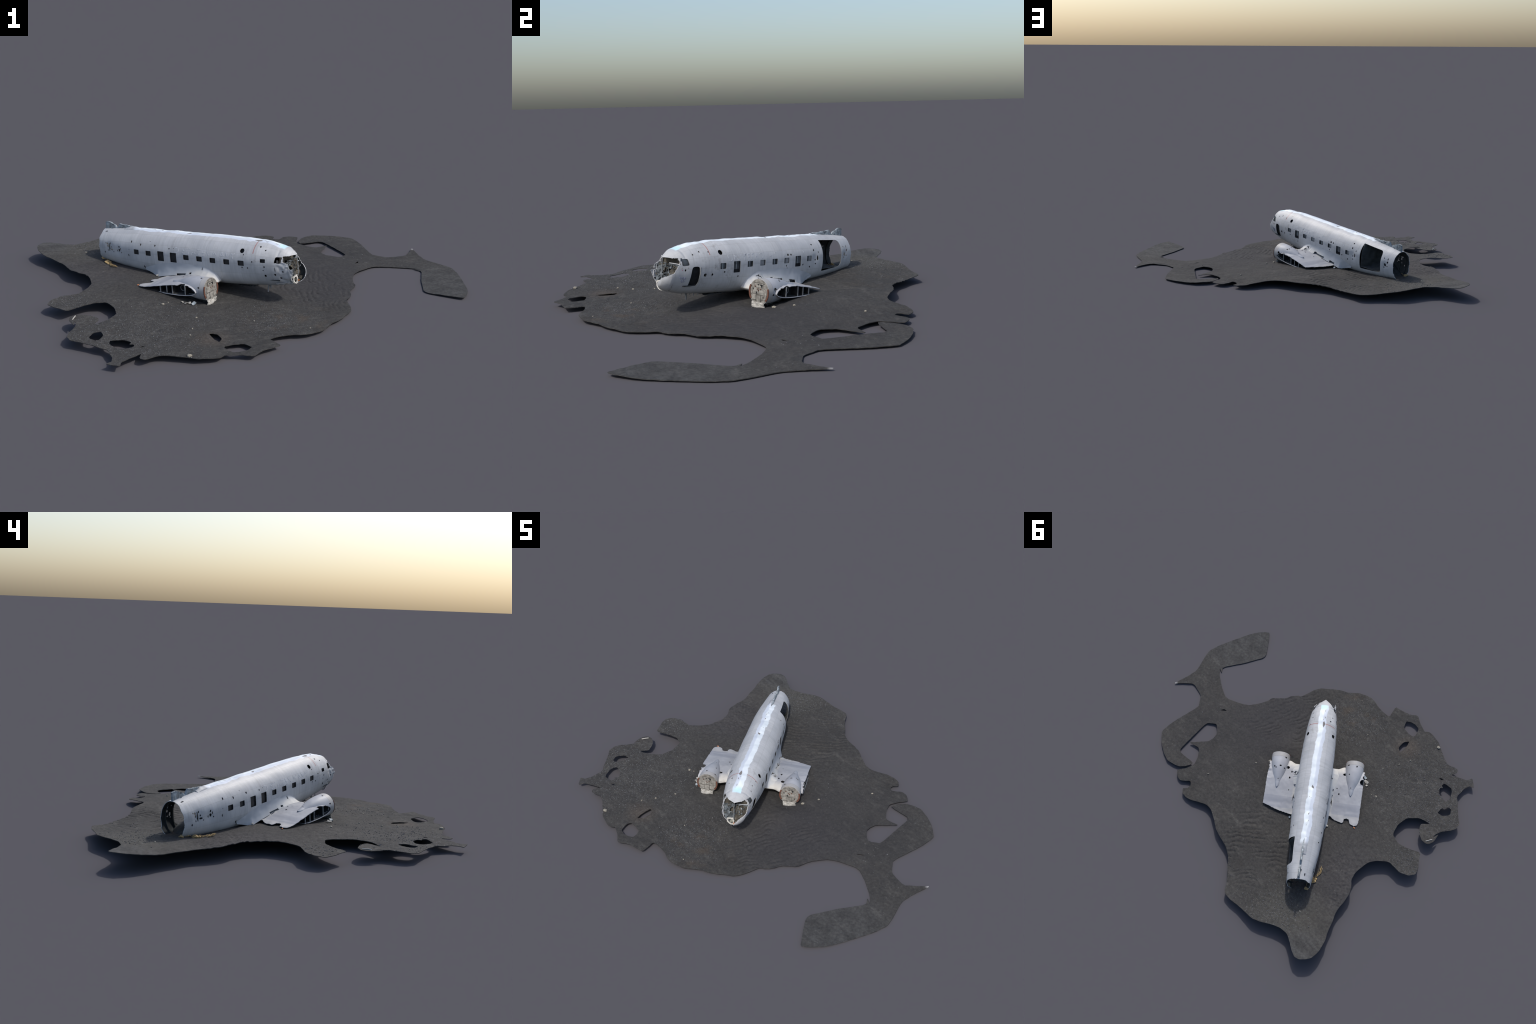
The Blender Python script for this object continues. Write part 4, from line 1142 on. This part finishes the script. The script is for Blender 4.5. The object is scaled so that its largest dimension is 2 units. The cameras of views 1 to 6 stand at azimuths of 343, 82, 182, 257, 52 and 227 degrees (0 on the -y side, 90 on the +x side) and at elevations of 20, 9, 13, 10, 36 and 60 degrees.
# ---- painted letters ----------------------------------------------
def letters(text, x0, x1, zmid, height, side):
    cu = bpy.data.curves.new("letters", 'FONT'); cu.body = text; cu.size = 1.0; cu.space_character = 1.15
    cu.extrude = 0.0; cu.resolution_u = 3
    tmp = bpy.data.objects.new("letters", cu); SC.objects.link(tmp)
    dg = bpy.context.evaluated_depsgraph_get(); dg.update()
    me = bpy.data.meshes.new_from_object(tmp.evaluated_get(dg))
    bpy.data.objects.remove(tmp); bpy.data.curves.remove(cu)
    bm = bmesh.new(); bm.from_mesh(me)
    for _ in range(2):
        bmesh.ops.subdivide_edges(bm, edges=[e for e in bm.edges if e.calc_length() > 0.12], cuts=1)
    bmesh.ops.triangulate(bm, faces=bm.faces)
    xs = [v.co.x for v in bm.verts]; ys = [v.co.y for v in bm.verts]
    ax, bx, ay, by = min(xs), max(xs), min(ys), max(ys)
    # worn away patches
    def worn(c):
        t = (c.x - ax) / (bx - ax)
        keep = float(np.interp(t, [0, 0.26, 0.32, 1.0], [-0.9, -0.5, 0.08, 0.16])) if side == SB else float(np.interp(t, [0, 0.25, 0.5, 1.0], [0.10, 0.05, -0.25, -0.45]))
        return noise.noise(Vector((c.x * 2.6, c.y * 4, side))) > keep
    dead = [f for f in bm.faces if worn(f.calc_center_median())]
    bmesh.ops.delete(bm, geom=dead, context='FACES')
    for v in bm.verts:
        t = (v.co.x - ax) / (bx - ax); h = (v.co.y - ay) / (by - ay) - 0.5
        x = x0 + (x1 - x0) * t; u = zmid + height * h * 0.92
        s = hull_side(x, u) + 0.0009
        v.co = on_skin((x, -side * s, u), 0.00045)
    bmesh.ops.recalc_face_normals(bm, faces=bm.faces)
    bm.to_mesh(me); bm.free()
    me.materials.clear(); me.materials.append(M_LETTER)
    ob = link(bpy.data.objects.new("lettering", me), fus)
    m = ob.modifiers.new("S", 'SOLIDIFY'); m.thickness = 0.0003; m.offset = 0
    apply_mods(ob)
letters("UNITED STATES NAVY", -0.290, 0.205, 0.030, 0.030, SB)
letters("UNITED STATES NAVY", 0.205, -0.290, 0.030, 0.030, PO)
def roundel(x, u, r, mat):
    n = 14; s = hull_side(x, u) + 0.0012
    v, f = extrude_poly([(x + r * math.cos(2 * math.pi * i / n), u + r * math.sin(2 * math.pi * i / n)) for i in range(n)],
                        lambda a, b: on_skin((a, hull_side(a, b), b), -0.001), lambda a, b: on_skin((a, hull_side(a, b), b), 0.0005))
    mesh_obj("sticker", v, f, mat, fus, smooth=False)
roundel(0.440, 0.000, 0.0030, M_PALE); roundel(0.411, 0.0, 0.0026, M_PALE); roundel(0.437, -0.008, 0.0020, plain("pink_sticker", (0.42, 0.20, 0.25)))
def scribble():
    pts = []
    for i in range(40):
        t = i / 39
        x = 0.446 - 0.030 * t; u = -0.040 + 0.005 * math.sin(t * 24) - 0.003 * t
        pts.append((x, -(hull_side(x, u) + 0.0006), u))
    rod("graffiti", pts, 0.0005, plain("blue_scrawl", (0.20, 0.22, 0.34)), fus)
    pts = [(p[0] - 0.004 * i / 39, p[1] - 0.0008, p[2] - 0.012 + 0.003 * math.cos(i * 0.9)) for i, p in enumerate(pts[8:34])]
    pts = [(p[0], -(hull_side(p[0], p[2]) + 0.0006), p[2]) for p in pts]
    rod("graffiti", pts, 0.0005, bpy.data.materials["blue_scrawl"], fus)
scribble()

# ================================================================== WING STUBS
TOPP = smooth_tab([(-0.245, -0.1055), (-0.200, -0.1015), (-0.150, -0.0945), (-0.100, -0.0870), (-0.050, -0.0790), (0.000, -0.0725), (0.050, -0.0730),
                   (0.080, -0.0785), (0.096, -0.0855), (0.104, -0.0930), (0.107, -0.1010)])
BOTP = smooth_tab([(-0.108, -0.1185), (-0.060, -0.1210), (0.000, -0.1215), (0.050, -0.1190), (0.080, -0.1150), (0.096, -0.1100), (0.104, -0.1055), (0.107, -0.1010)])

def te_limit(side, s):
    """trailing edge station at span s: torn on both sides"""
    if side == SB:
        v = float(np.interp(s, [0.08, 0.119, 0.135, 0.170, 0.186, 0.1960, 0.1975, 0.215, 0.226, 0.232, 0.246, 0.262, 0.276, 0.284],
                            [-0.195, -0.199, -0.214, -0.226, -0.231, -0.224, -0.203, -0.200, -0.205, -0.226, -0.236, -0.241, -0.232, -0.212]))
        return v + 0.004 * noise.noise(Vector((s * 150, 0, 1))) + 0.002 * noise.noise(Vector((s * 420, 0, 1)))
    v = float(np.interp(s, [0.08, 0.123, 0.20, 0.285], [-0.222, -0.216, -0.199, -0.168]))
    return v + 0.003 * noise.noise(Vector((s * 120, 0, 3))) + 0.0015 * noise.noise(Vector((s * 400, 0, 3)))

def build_wing(side):
    xt = list(np.linspace(-0.245, 0.080, 70)) + [0.086, 0.092, 0.096, 0.100, 0.103, 0.1055, 0.107]
    xb = [0.1055, 0.103, 0.100, 0.096, 0.090] + list(np.linspace(0.080, -0.108, 40))
    prof = [(x, TOPP(x), 0) for x in xt] + [(x, BOTP(x), 1) for x in xb]
    spans = np.linspace(0.060, 0.2835, 90)
    V = []; n = len(prof)
    for s in spans:
        te = te_limit(side, s)
        for (x, z, low) in prof:
            if not low and x < 0.06:
                x = te + (0.06 - te) * (x + 0.245) / 0.305
                z = TOPP(x)
            if 0.05 < x and s < 0.20:                  # root leading edge flares into the engine fairing
                x += 0.016 * float(smst(0.05, 0.10, x)) * float(smst(0.125, 0.165, s))
            d = 0.0012 * noise.noise(Vector((x * 18, s * 18, side * 3.0))) + 0.0006 * noise.noise(Vector((x * 60, s * 60, side)))
            e = s
            if not low:
                if x < -0.12:                          # flutter of the torn trailing edge
                    k = float(smst(-0.12, -0.22, x))
                    d += 0.004 * k * noise.noise(Vector((x * 30, s * 26, side * 5.0)))
                # dent line ahead of the flap hinge
                d -= 0.0018 * math.exp(-((x + 0.155) / 0.018)**2)
                e = s + ((0.0028 * noise.noise(Vector((x * 55, 0, side))) + 0.0016 * noise.noise(Vector((x * 170, 0, side)))) * float(smst(0.268, 0.2835, s)))
                if s > 0.25 and -0.02 < x < 0.09:      # peeled-up lip beside the engine
                    d += 0.004 * float(smst(0.25, 0.283, s)) * noise.noise(Vector((x * 60, 0.5, side * 2.0)))
            V.append((x, -side * e, z + d))
    F = []
    for i in range(len(spans) - 1):
        for j in range(n - 1):
            q = (i * n + j, i * n + j + 1, (i + 1) * n + j + 1, (i + 1) * n + j)
            cx = sum(V[a][0] for a in q) / 4; cs = abs(sum(V[a][1] for a in q) / 4)
            low = prof[j][2]
            if not low and inside([(-0.140, 0.118), (-0.118, 0.1145), (-0.088, 0.113), (-0.118, 0.1085)], cx, cs):
                continue
            F.append(q[::-1] if side == SB else q)
    used = sorted({i for f in F for i in f}); mp = {a: b for b, a in enumerate(used)}
    ob = mesh_obj("wing", [V[i] for i in used], [[mp[i] for i in f] for f in F], mats=[M_WING, M_INNER], parent=plane)
    holes = []
    if side == SB:
        hl = [(-0.062, 0.150, .006, .004), (-0.030, 0.135, .004, .003), (0.040, 0.128, .004, .003)]
    else:
        hl = [(0.000, 0.150, .007, .005), (0.040, 0.142, .007, .004), (0.035, 0.122, .006, .004), (-0.075, 0.145, .0035, .003), (0.022, 0.118, .005, .006)]
    hl += [(0.026, 0.283, .021, .021), (0.058, 0.284, .010, .008), (0.064, 0.172, .009, .012)] if side == SB else [(0.050, 0.285, .018, .007), (0.078, 0.284, .008, .006), (0.066, 0.170, .009, .012)]
    for i, (a, b, rx, ry) in enumerate(hl):
        holes.append(extrude_poly(blob(a, b, rx, ry, i + 30, 11), lambda p, q: (p, -side * q, -0.100), lambda p, q: (p, -side * q, -0.040)))
    cut(ob, groups(holes), 0.0020)
    # outward orientation differs between the two sides
    sharp(ob, 45)
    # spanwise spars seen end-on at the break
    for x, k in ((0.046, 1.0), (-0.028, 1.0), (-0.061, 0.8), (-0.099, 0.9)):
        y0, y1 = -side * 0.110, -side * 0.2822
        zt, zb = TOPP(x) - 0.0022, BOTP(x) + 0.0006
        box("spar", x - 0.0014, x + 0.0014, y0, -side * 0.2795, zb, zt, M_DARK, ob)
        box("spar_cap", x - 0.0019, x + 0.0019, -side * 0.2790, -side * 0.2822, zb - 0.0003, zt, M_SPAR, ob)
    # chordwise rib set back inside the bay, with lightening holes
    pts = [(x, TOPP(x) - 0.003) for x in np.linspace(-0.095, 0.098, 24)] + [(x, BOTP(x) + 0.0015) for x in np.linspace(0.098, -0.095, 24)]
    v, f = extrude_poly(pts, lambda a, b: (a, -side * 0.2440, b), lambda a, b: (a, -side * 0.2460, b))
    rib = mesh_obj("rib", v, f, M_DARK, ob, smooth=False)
    for cx_, cz_, r_ in ((0.010, -0.097, 0.014), (-0.045, -0.102, 0.009), (0.070, -0.098, 0.010)):
        vs, fs = [], []
        for kk in range(18):
            t = 2 * math.pi * kk / 18
            for rr, yy in ((r_, 0.2440), (r_, 0.2485), (r_ - 0.002, 0.2485), (r_ - 0.002, 0.2440)):
                vs.append((cx_ + rr * math.cos(t), -side * (yy + 0.002), cz_ + rr * math.sin(t)))
        for kk in range(18):
            for j in range(4):
                a, b = 4 * kk, 4 * ((kk + 1) % 18)
                fs.append((a + j, a + (j + 1) % 4, b + (j + 1) % 4, b + j))
        mesh_obj("rib_flange", vs, fs, M_SPAR, ob)
    # rolled edge of the lower skin at the break
    rod("lower_lip", [(x, side * 0.2835, BOTP(x) - 0.001) for x in np.linspace(0.098, -0.085, 16)], 0.0011, M_WING, ob)
    return ob

wings = [build_wing(SB), build_wing(PO)]

# ---- wing root fillets ---------------------------------------------
def fillet(side):
    st = [  # x, upper edge (span,height), lower edge (span,height), bulge
        (0.108, 0.0930, -0.094, 0.1000, -0.1010), (0.100, 0.0950, -0.076, 0.1150, -0.0895), (0.085, 0.0958, -0.060, 0.1280, -0.0810), (0.055, 0.0968, -0.044, 0.1380, -0.0733),
        (0.026, 0.0975, -0.033, 0.1330, -0.0715), (0.000, 0.0975, -0.034, 0.1270, -0.0720), (-0.046, 0.0975, -0.033, 0.1210, -0.0775), (-0.100, 0.0972, -0.0325, 0.1150, -0.0860),
        (-0.134, 0.0970, -0.033, 0.1120, -0.0900), (-0.200, 0.0962, -0.0385, 0.1085, -0.1010), (-0.255, 0.0955, -0.049, 0.1060, -0.1110), (-0.275, 0.0950, -0.055, 0.0970, -0.1100), (-0.300, 0.0935, -0.063, 0.0890, -0.1020), (-0.345, 0.0895, -0.078, 0.0855, -0.0880)]
    tab = lerp_tab(sorted(st))
    xs = np.linspace(-0.345, 0.108, 130); m = 14
    vs, fs = [], []
    for x in xs:
        su, zu, sl, zl = tab(x)
        su = hull_side(x, zu) + 0.0006
        if side == PO:                                    # corroded lower edge on this side
            zl += 0.002 * noise.noise(Vector((x * 120, 0, 9)))
        for j in range(m):
            t = j / (m - 1)
            s = su + (sl - su) * t**2.1
            z = zu + (zl - zu) * (t**0.92)
            s += 0.0008 * noise.noise(Vector((x * 40, t * 3, side)))
            vs.append((x, -side * s, z))
    def gone(x, t):
        if side == SB:
            if -0.136 < x < -0.076 and t > 0.86: return True
            if abs(x + 0.046) < 0.006 and 0.74 < t < 0.93: return True
            if 0.013 < x < 0.019 and 0.15 < t < 0.5: return True
        else:
            if -0.125 < x < -0.045 and t > 0.80: return True
            if -0.058 < x < -0.040 and t > 0.66: return True
            if -0.215 < x < -0.172 and t > 0.80: return True
            if 0.015 < x < 0.045 and t > 0.42 and noise.noise(Vector((x * 160, t * 9, 2))) > -0.1: return True
        return False
    for i in range(len(xs) - 1):
        for j in range(m - 1):
            if not gone((xs[i] + xs[i + 1]) / 2, (j + 0.5) / (m - 1)):
                a = i * m + j
                fs.append((a, a + 1, a + m + 1, a + m))
    ob = mesh_obj("wing_fillet", vs, fs, M_FIL, plane)
    md = ob.modifiers.new("S", 'SOLIDIFY'); md.thickness = 0.0016; md.offset = -side
    apply_mods(ob)
    # dark cavity strip behind the gaps
    sharp(ob, 45)

def fillet_material():
    k = Nodes("fillet_skin", 0.6, 0.3)
    x, y, z = k.xyz()
    base = k.ramp(k.noise(12, 4), [(0.3, (0.33, 0.35, 0.38)), (0.7, (0.43, 0.45, 0.48))])
    pale = k.math('MULTIPLY', k.step(k.math('ABSOLUTE', y), 0.098, 0.109), k.math('MULTIPLY', k.step(x, -0.30, -0.05), k.step(k.noise(16, 4), 0.20, 0.60)))
    base = k.mix(k.math('MULTIPLY', pale, 0.7), base, (0.52, 0.51, 0.48))
    k.bump(k.noise(40, 3), 0.15, 0.002)
    return k.color(base)
M_FIL = fillet_material()
for sd in (SB, PO):
    fillet(sd)

# ---- engine nacelles -----------------------------------------------
NAC = smooth_tab([(-0.066, 0.0035, -0.0795), (-0.058, 0.0105, -0.0850), (-0.043, 0.0175, -0.0890), (-0.027, 0.0225, -0.0915), (0.000, 0.0330, -0.0930), (0.030, 0.0425, -0.0938),
                  (0.060, 0.0490, -0.0945), (0.090, 0.0525, -0.0952), (0.120, 0.0540, -0.0958), (0.1480, 0.0545, -0.0960)])
def nac_material():
    k = Nodes("nacelle_skin", 0.55, 0.35)
    x, y, z = k.xyz()
    base = k.ramp(k.noise(14, 4), [(0.3, (0.30, 0.315, 0.345)), (0.7, (0.40, 0.41, 0.44))])
    base = k.mix(k.math('MULTIPLY', k.math('GREATER_THAN', x, 0.121), 0.6), base, (0.36, 0.345, 0.32))
    for sx in (-0.027, 0.121):
        ln = k.math('LESS_THAN', k.math('ABSOLUTE', k.math('SUBTRACT', x, sx)), 0.0008)
        base = k.mix(k.math('MULTIPLY', ln, 0.6), base, (0.15, 0.15, 0.15))
    base = k.mix(k.math('MULTIPLY', k.math('LESS_THAN', x, -0.027), 0.5), base, (0.27, 0.295, 0.34))
    base = k.mix(k.math('MULTIPLY', k.step(k.noise(38, 5, rough=0.7), 0.6, 0.78), 0.3), base, (0.24, 0.22, 0.20))
    k.bump(k.noise(50, 3), 0.15, 0.002)
    return k.color(base)
M_NACS = nac_material()

def nacelle(side):
    s0 = 0.2218
    xs = list(np.linspace(-0.066, 0.148, 90)); nt = 72
    vs, fs = [], []
    for x in xs:
        r, cz = NAC(x)
        for k in range(nt):
            t = 2 * math.pi * k / nt
            rr = r * (1 + 0.012 * noise.noise(Vector((x * 25, math.cos(t) * 1.5, math.sin(t) * 1.5 + side))))
            z = cz + rr * math.sin(t)
            s = s0 - 0.004 * float(smst(0.1, -0.06, x)) + rr * math.cos(t)
            vs.append((x, -side * s, z))
    for i in range(len(xs) - 1):
        for k in range(nt):
            t = 2 * math.pi * (k + 0.5) / nt
            # torn belly: open wheel well
            if math.sin(t) < -0.80 and 0.0 < xs[i] < 0.122:
                continue
            mx, mz = xs[i], vs[i * nt + k][2]
            if mx < 0.098 and BOTP(mx) < mz < TOPP(mx) - 0.002 and math.cos(t) > 0.2:
                continue                               # no nacelle wall inside the wing bay
            q = (i * nt + k, i * nt + (k + 1) % nt, (i + 1) * nt + (k + 1) % nt, (i + 1) * nt + k)
            fs.append(q[::-1] if side == SB else q)
    used = sorted({i for f in fs for i in f}); mp = {a: b for b, a in enumerate(used)}
    ob = mesh_obj("nacelle", [vs[i] for i in used], [[mp[i] for i in f] for f in fs], mats=[M_NACS, M_INNER], parent=plane)
    hs = []
    if side == SB:
        hl = [(0.112, 0.235, .006, .004), (0.060, 0.196, .004, .003), (0.120, 0.186, .004, .006), (-0.020, 0.214, .003, .003)]
        sd = [(0.118, -0.078, .006, .0035)]
    else:
        hl = [(0.118, 0.188, .005, .005), (0.060, 0.212, .005, .006), (0.048, 0.238, .004, .004), (0.055, 0.247, .005, .004), (-0.018, 0.216, .003, .003), (0.05, 0.188, .004, .004)]
        sd = [(0.106, -0.083, .008, .0085), (0.118, -0.104, .006, .004), (0.098, -0.088, .004, .008)]
    for i, (a, b, rx, ry) in enumerate(hl):
        hs.append(extrude_poly(blob(a, b, rx, ry, i + 50 + side, 8), lambda p, q: (p, -side * q, -0.080), lambda p, q: (p, -side * q, -0.020)))
    for i, (a, b, rx, ry) in enumerate(sd):
        hs.append(side_cut(blob(a, b, rx, ry, i + 70, 8), side, 0.245, 0.30))
    cut(ob, [merge([h]) for h in hs], 0.0018)
    sharp(ob, 45)
    # firewall
    cz, R, xf = -0.0960, 0.0528, 0.1465
    n = 56
    disc = [(R * math.cos(2 * math.pi * i / n), R * math.sin(2 * math.pi * i / n)) for i in range(n)]
    nr = 12; v = []; f = []
    for fr in (1, 0):
        for ir in range(nr + 1):
            for i in range(n):
                rr = R * (ir / nr if ir else 0.02); t = 2 * math.pi * i / n
                a, b = rr * math.cos(t), rr * math.sin(t)
                dent = 0.0022 * noise.noise(Vector((a * 45, b * 45, side * 4.0))) + 0.001 * noise.noise(Vector((a * 120, b * 120, side * 4.0)))
                v.append((xf + (0.0022 + dent if fr else -0.001 + dent), -side * s0 + a, cz + b))
    m_ = (nr + 1) * n
    for ir in range(nr):
        for i in range(n):
            q = (ir * n + i, ir * n + (i + 1) % n, (ir + 1) * n + (i + 1) % n, (ir + 1) * n + i)
            f.append(q[::-1]); f.append(tuple(x_ + m_ for x_ in q))
    for i in range(n):
        f.append((nr * n + i, nr * n + (i + 1) % n, m_ + nr * n + (i + 1) % n, m_ + nr * n + i))
    f.append(tuple(range(n))); f.append(tuple(m_ + i for i in range(n))[::-1])
    mesh_obj("firewall", v, f, M_FIRE, ob, smooth=False)
    y0 = -side * s0
    xo = xf + 0.0026
    def plate(a0, a1, b0, b1, h, mat, tilt=0.0, name="firewall_panel"):
        v, f = extrude_poly([(a0, b0), (a1, b0 + tilt), (a1, b1 + tilt), (a0, b1)], lambda a, b: (xo - 0.0005, y0 + a, cz + b), lambda a, b: (xo + h, y0 + a, cz + b))
        mesh_obj(name, v, f, mat, ob, smooth=False)
    r2 = random.Random(11 + side)
    for a0, a1, b0, b1 in ((-0.034, -0.004, -0.008, 0.016), (-0.002, 0.034, -0.010, 0.012), (-0.036, -0.014, -0.034, -0.011), (-0.012, 0.012, -0.042, -0.013),
                           (0.014, 0.036, -0.032, -0.013), (-0.022, 0.022, 0.020, 0.036), (-0.040, -0.036, -0.012, 0.016), (0.036, 0.042, -0.018, 0.010)):
        plate(a0 + r2.uniform(-.001, .001), a1 + r2.uniform(-.001, .001), b0, b1, 0.0012 + 0.0024 * r2.random(), M_FIRE2 if r2.random() < 0.6 else M_FIRE, r2.uniform(-.0015, .0015))
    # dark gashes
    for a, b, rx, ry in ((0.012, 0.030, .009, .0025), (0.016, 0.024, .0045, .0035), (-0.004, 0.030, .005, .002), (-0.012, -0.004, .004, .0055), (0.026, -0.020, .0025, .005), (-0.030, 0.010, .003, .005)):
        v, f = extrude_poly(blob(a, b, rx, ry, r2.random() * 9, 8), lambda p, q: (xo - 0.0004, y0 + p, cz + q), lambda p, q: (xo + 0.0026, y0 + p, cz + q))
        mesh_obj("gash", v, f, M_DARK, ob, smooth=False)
    for a, b in ((-0.006, 0.012), (0.010, 0.012), (0.000, 0.006), (-0.020, 0.022)):
        v, f = extrude_poly(blob(a, b, .0024, .0022, a * 50, 8), lambda p, q: (xo, y0 + p, cz + q), lambda p, q: (xo + 0.0045, y0 + p, cz + q))
        mesh_obj("bolt", v, f, M_RUST, ob, smooth=False)
    # thin seams on the disc
    for a0, a1, b0, b1 in ((-0.044, 0.044, -0.0117, -0.0107), (-0.0137, -0.0129, -0.042, -0.011), (0.0126, 0.0134, -0.042, -0.011), (-0.030, 0.030, 0.0375, 0.0383)):
        plate(a0, a1, b0, b1, 0.0022, M_SEAM, r2.uniform(-.002, .002), "seam")
    # rust arcs along the rim
    for t0, t1 in ((math.radians(152), math.radians(216)), (math.radians(-40), math.radians(20))):
        vs, fs = [], []
        for i in range(17):
            t = t0 + (t1 - t0) * i / 16
            for rr, xx in ((0.0480, 0.0), (0.0556, 0.0), (0.0556, 0.0034), (0.0480, 0.0034)):
                vs.append((xo + xx - 0.001, y0 + rr * math.cos(t), cz + rr * math.sin(t)))
        for i in range(16):
            for j in range(4):
                fs.append((4*i + j, 4*i + (j+1) % 4, 4*i + 4 + (j+1) % 4, 4*i + 4 + j))
        fs += [(3, 2, 1, 0), (64, 65, 66, 67)]
        mesh_obj("rust_strip", vs, fs, M_RUST, ob, smooth=False)
    # crumpled apron below the firewall
    sheet("apron", [(0.150, side * (s0 - 0.034), -0.138), (0.150, side * (s0 + 0.034), -0.138), (0.152, side * (s0 + 0.035), -0.164), (0.152, side * (s0 - 0.030), -0.162)], M_PALE, ob, 0.008, 60, 0.0016, 14, seed=40 + side)
    sheet("apron", [(0.146, side * (s0 - 0.030), -0.140), (0.146, side * (s0 + 0.033), -0.140), (0.120, side * (s0 + 0.030), -0.150), (0.122, side * (s0 - 0.028), -0.150)], M_INNER, ob, 0.006, 60, 0.0016, 12, seed=43 + side)
    sheet("belly_flap", [(0.120, side * (s0 - 0.020), -0.146), (0.125, side * (s0 + 0.030), -0.146), (0.040, side * (s0 + 0.032), -0.136), (0.040, side * (s0 - 0.020), -0.138)], M_INNER, ob, 0.006, 40, 0.0014, 12, seed=46 + side)
for sd in (SB, PO):
    nacelle(sd)

# ================================================================== LOOSE THINGS
def to_world(f, s, u):
    return plane.matrix_world @ Vector((f, -s, u))
def scrap(name, f, s, size, seed, mat=M_PALE):
    p = to_world(f, s, -0.14); z = ground(p.x, p.y)
    n = 8; vs = []
    for i in range(n + 1):
        for j in range(n + 1):
            a, b = (i / n - 0.5) * size[0], (j / n - 0.5) * size[1]
            vs.append((p.x + a, p.y + b, z + 0.002 + size[2] * (0.5 + noise.noise(Vector((a * 60, b * 60, seed))))))
    m = n + 1
    fs = [(i * m + j, i * m + m + j, i * m + m + j + 1, i * m + j + 1) for i in range(n) for j in range(n)
          if not (i in (0, n - 1) and j in (0, n - 1))]
    ob = mesh_obj(name, vs, fs, mat, sand, smooth=False)
    md = ob.modifiers.new("S", 'SOLIDIFY'); md.thickness = 0.0012
    apply_mods(ob)
scrap("scrap_sheet", 0.045, 0.304, (0.010, 0.012, 0.006), 1)
scrap("scrap_sheet", 0.070, 0.300, (0.030, 0.016, 0.006), 2)
scrap("scrap_sheet", 0.098, 0.290, (0.022, 0.018, 0.010), 3, M_CRUM)
scrap("scrap_sheet", -0.252, 0.262, (0.010, 0.006, 0.003), 4, M_ORANGE)
scrap("scrap_sheet", -0.262, 0.105, (0.012, 0.010, 0.008), 5)
scrap("scrap_sheet", -0.235, -0.118, (0.012, 0.010, 0.008), 6, M_CRUM)

def straw():
    """dried stalks caught against the starboard flank near the break"""
    r = random.Random(5)
    k = 0
    path = [(-0.657, 0.040), (-0.620, 0.066), (-0.600, 0.080), (-0.575, 0.098), (-0.558, 0.106), (-0.540, 0.106), (-0.522, 0.102)]
    for i in range(34):
        t = r.random() * (len(path) - 2); a = int(t); u = t - a
        p0 = [path[a][j] * (1 - u) + path[a + 1][j] * u + r.uniform(-.006, .006) for j in range(2)]
        p1 = [p0[0] + r.uniform(0.010, 0.030), p0[1] + r.uniform(-0.004, 0.010)]
        A = to_world(p0[0], p0[1], -0.1); B = to_world(p1[0], p1[1], -0.1)
        za, zb = ground(A.x, A.y) + r.uniform(0, .006), ground(B.x, B.y) + r.uniform(0, .010)
        rod("dry_stalk", [(A.x, -A.y, za), ((A.x + B.x) / 2, -(A.y + B.y) / 2 + r.uniform(-.003, .003), (za + zb) / 2 + 0.004), (B.x, -B.y, zb)], r.uniform(0.0007, 0.0016), M_DRY, sand)
straw()
cl = rock_mesh("dry_clump", M_DRY, 6.0, 3, 0.6)
for f, s, r in ((-0.655, 0.045, 0.012), (-0.604, 0.078, 0.014), (-0.590, 0.086, 0.010)):
    p = to_world(f, s, 0)
    place(cl, "dry_clump", (p.x, p.y, ground(p.x, p.y) + 0.002), (r, r * 0.8, r * 0.6), (0, 0, f * 9), sand)
# pale driftwood sliver on the stony rim
rod("driftwood", [(-0.893, 0.236, ground(-0.893, -0.236) + 0.002), (-0.905, 0.262, ground(-0.905, -0.262) + 0.003), (-0.910, 0.272, ground(-0.910, -0.272) + 0.002)], 0.0024, M_PALE, sand)
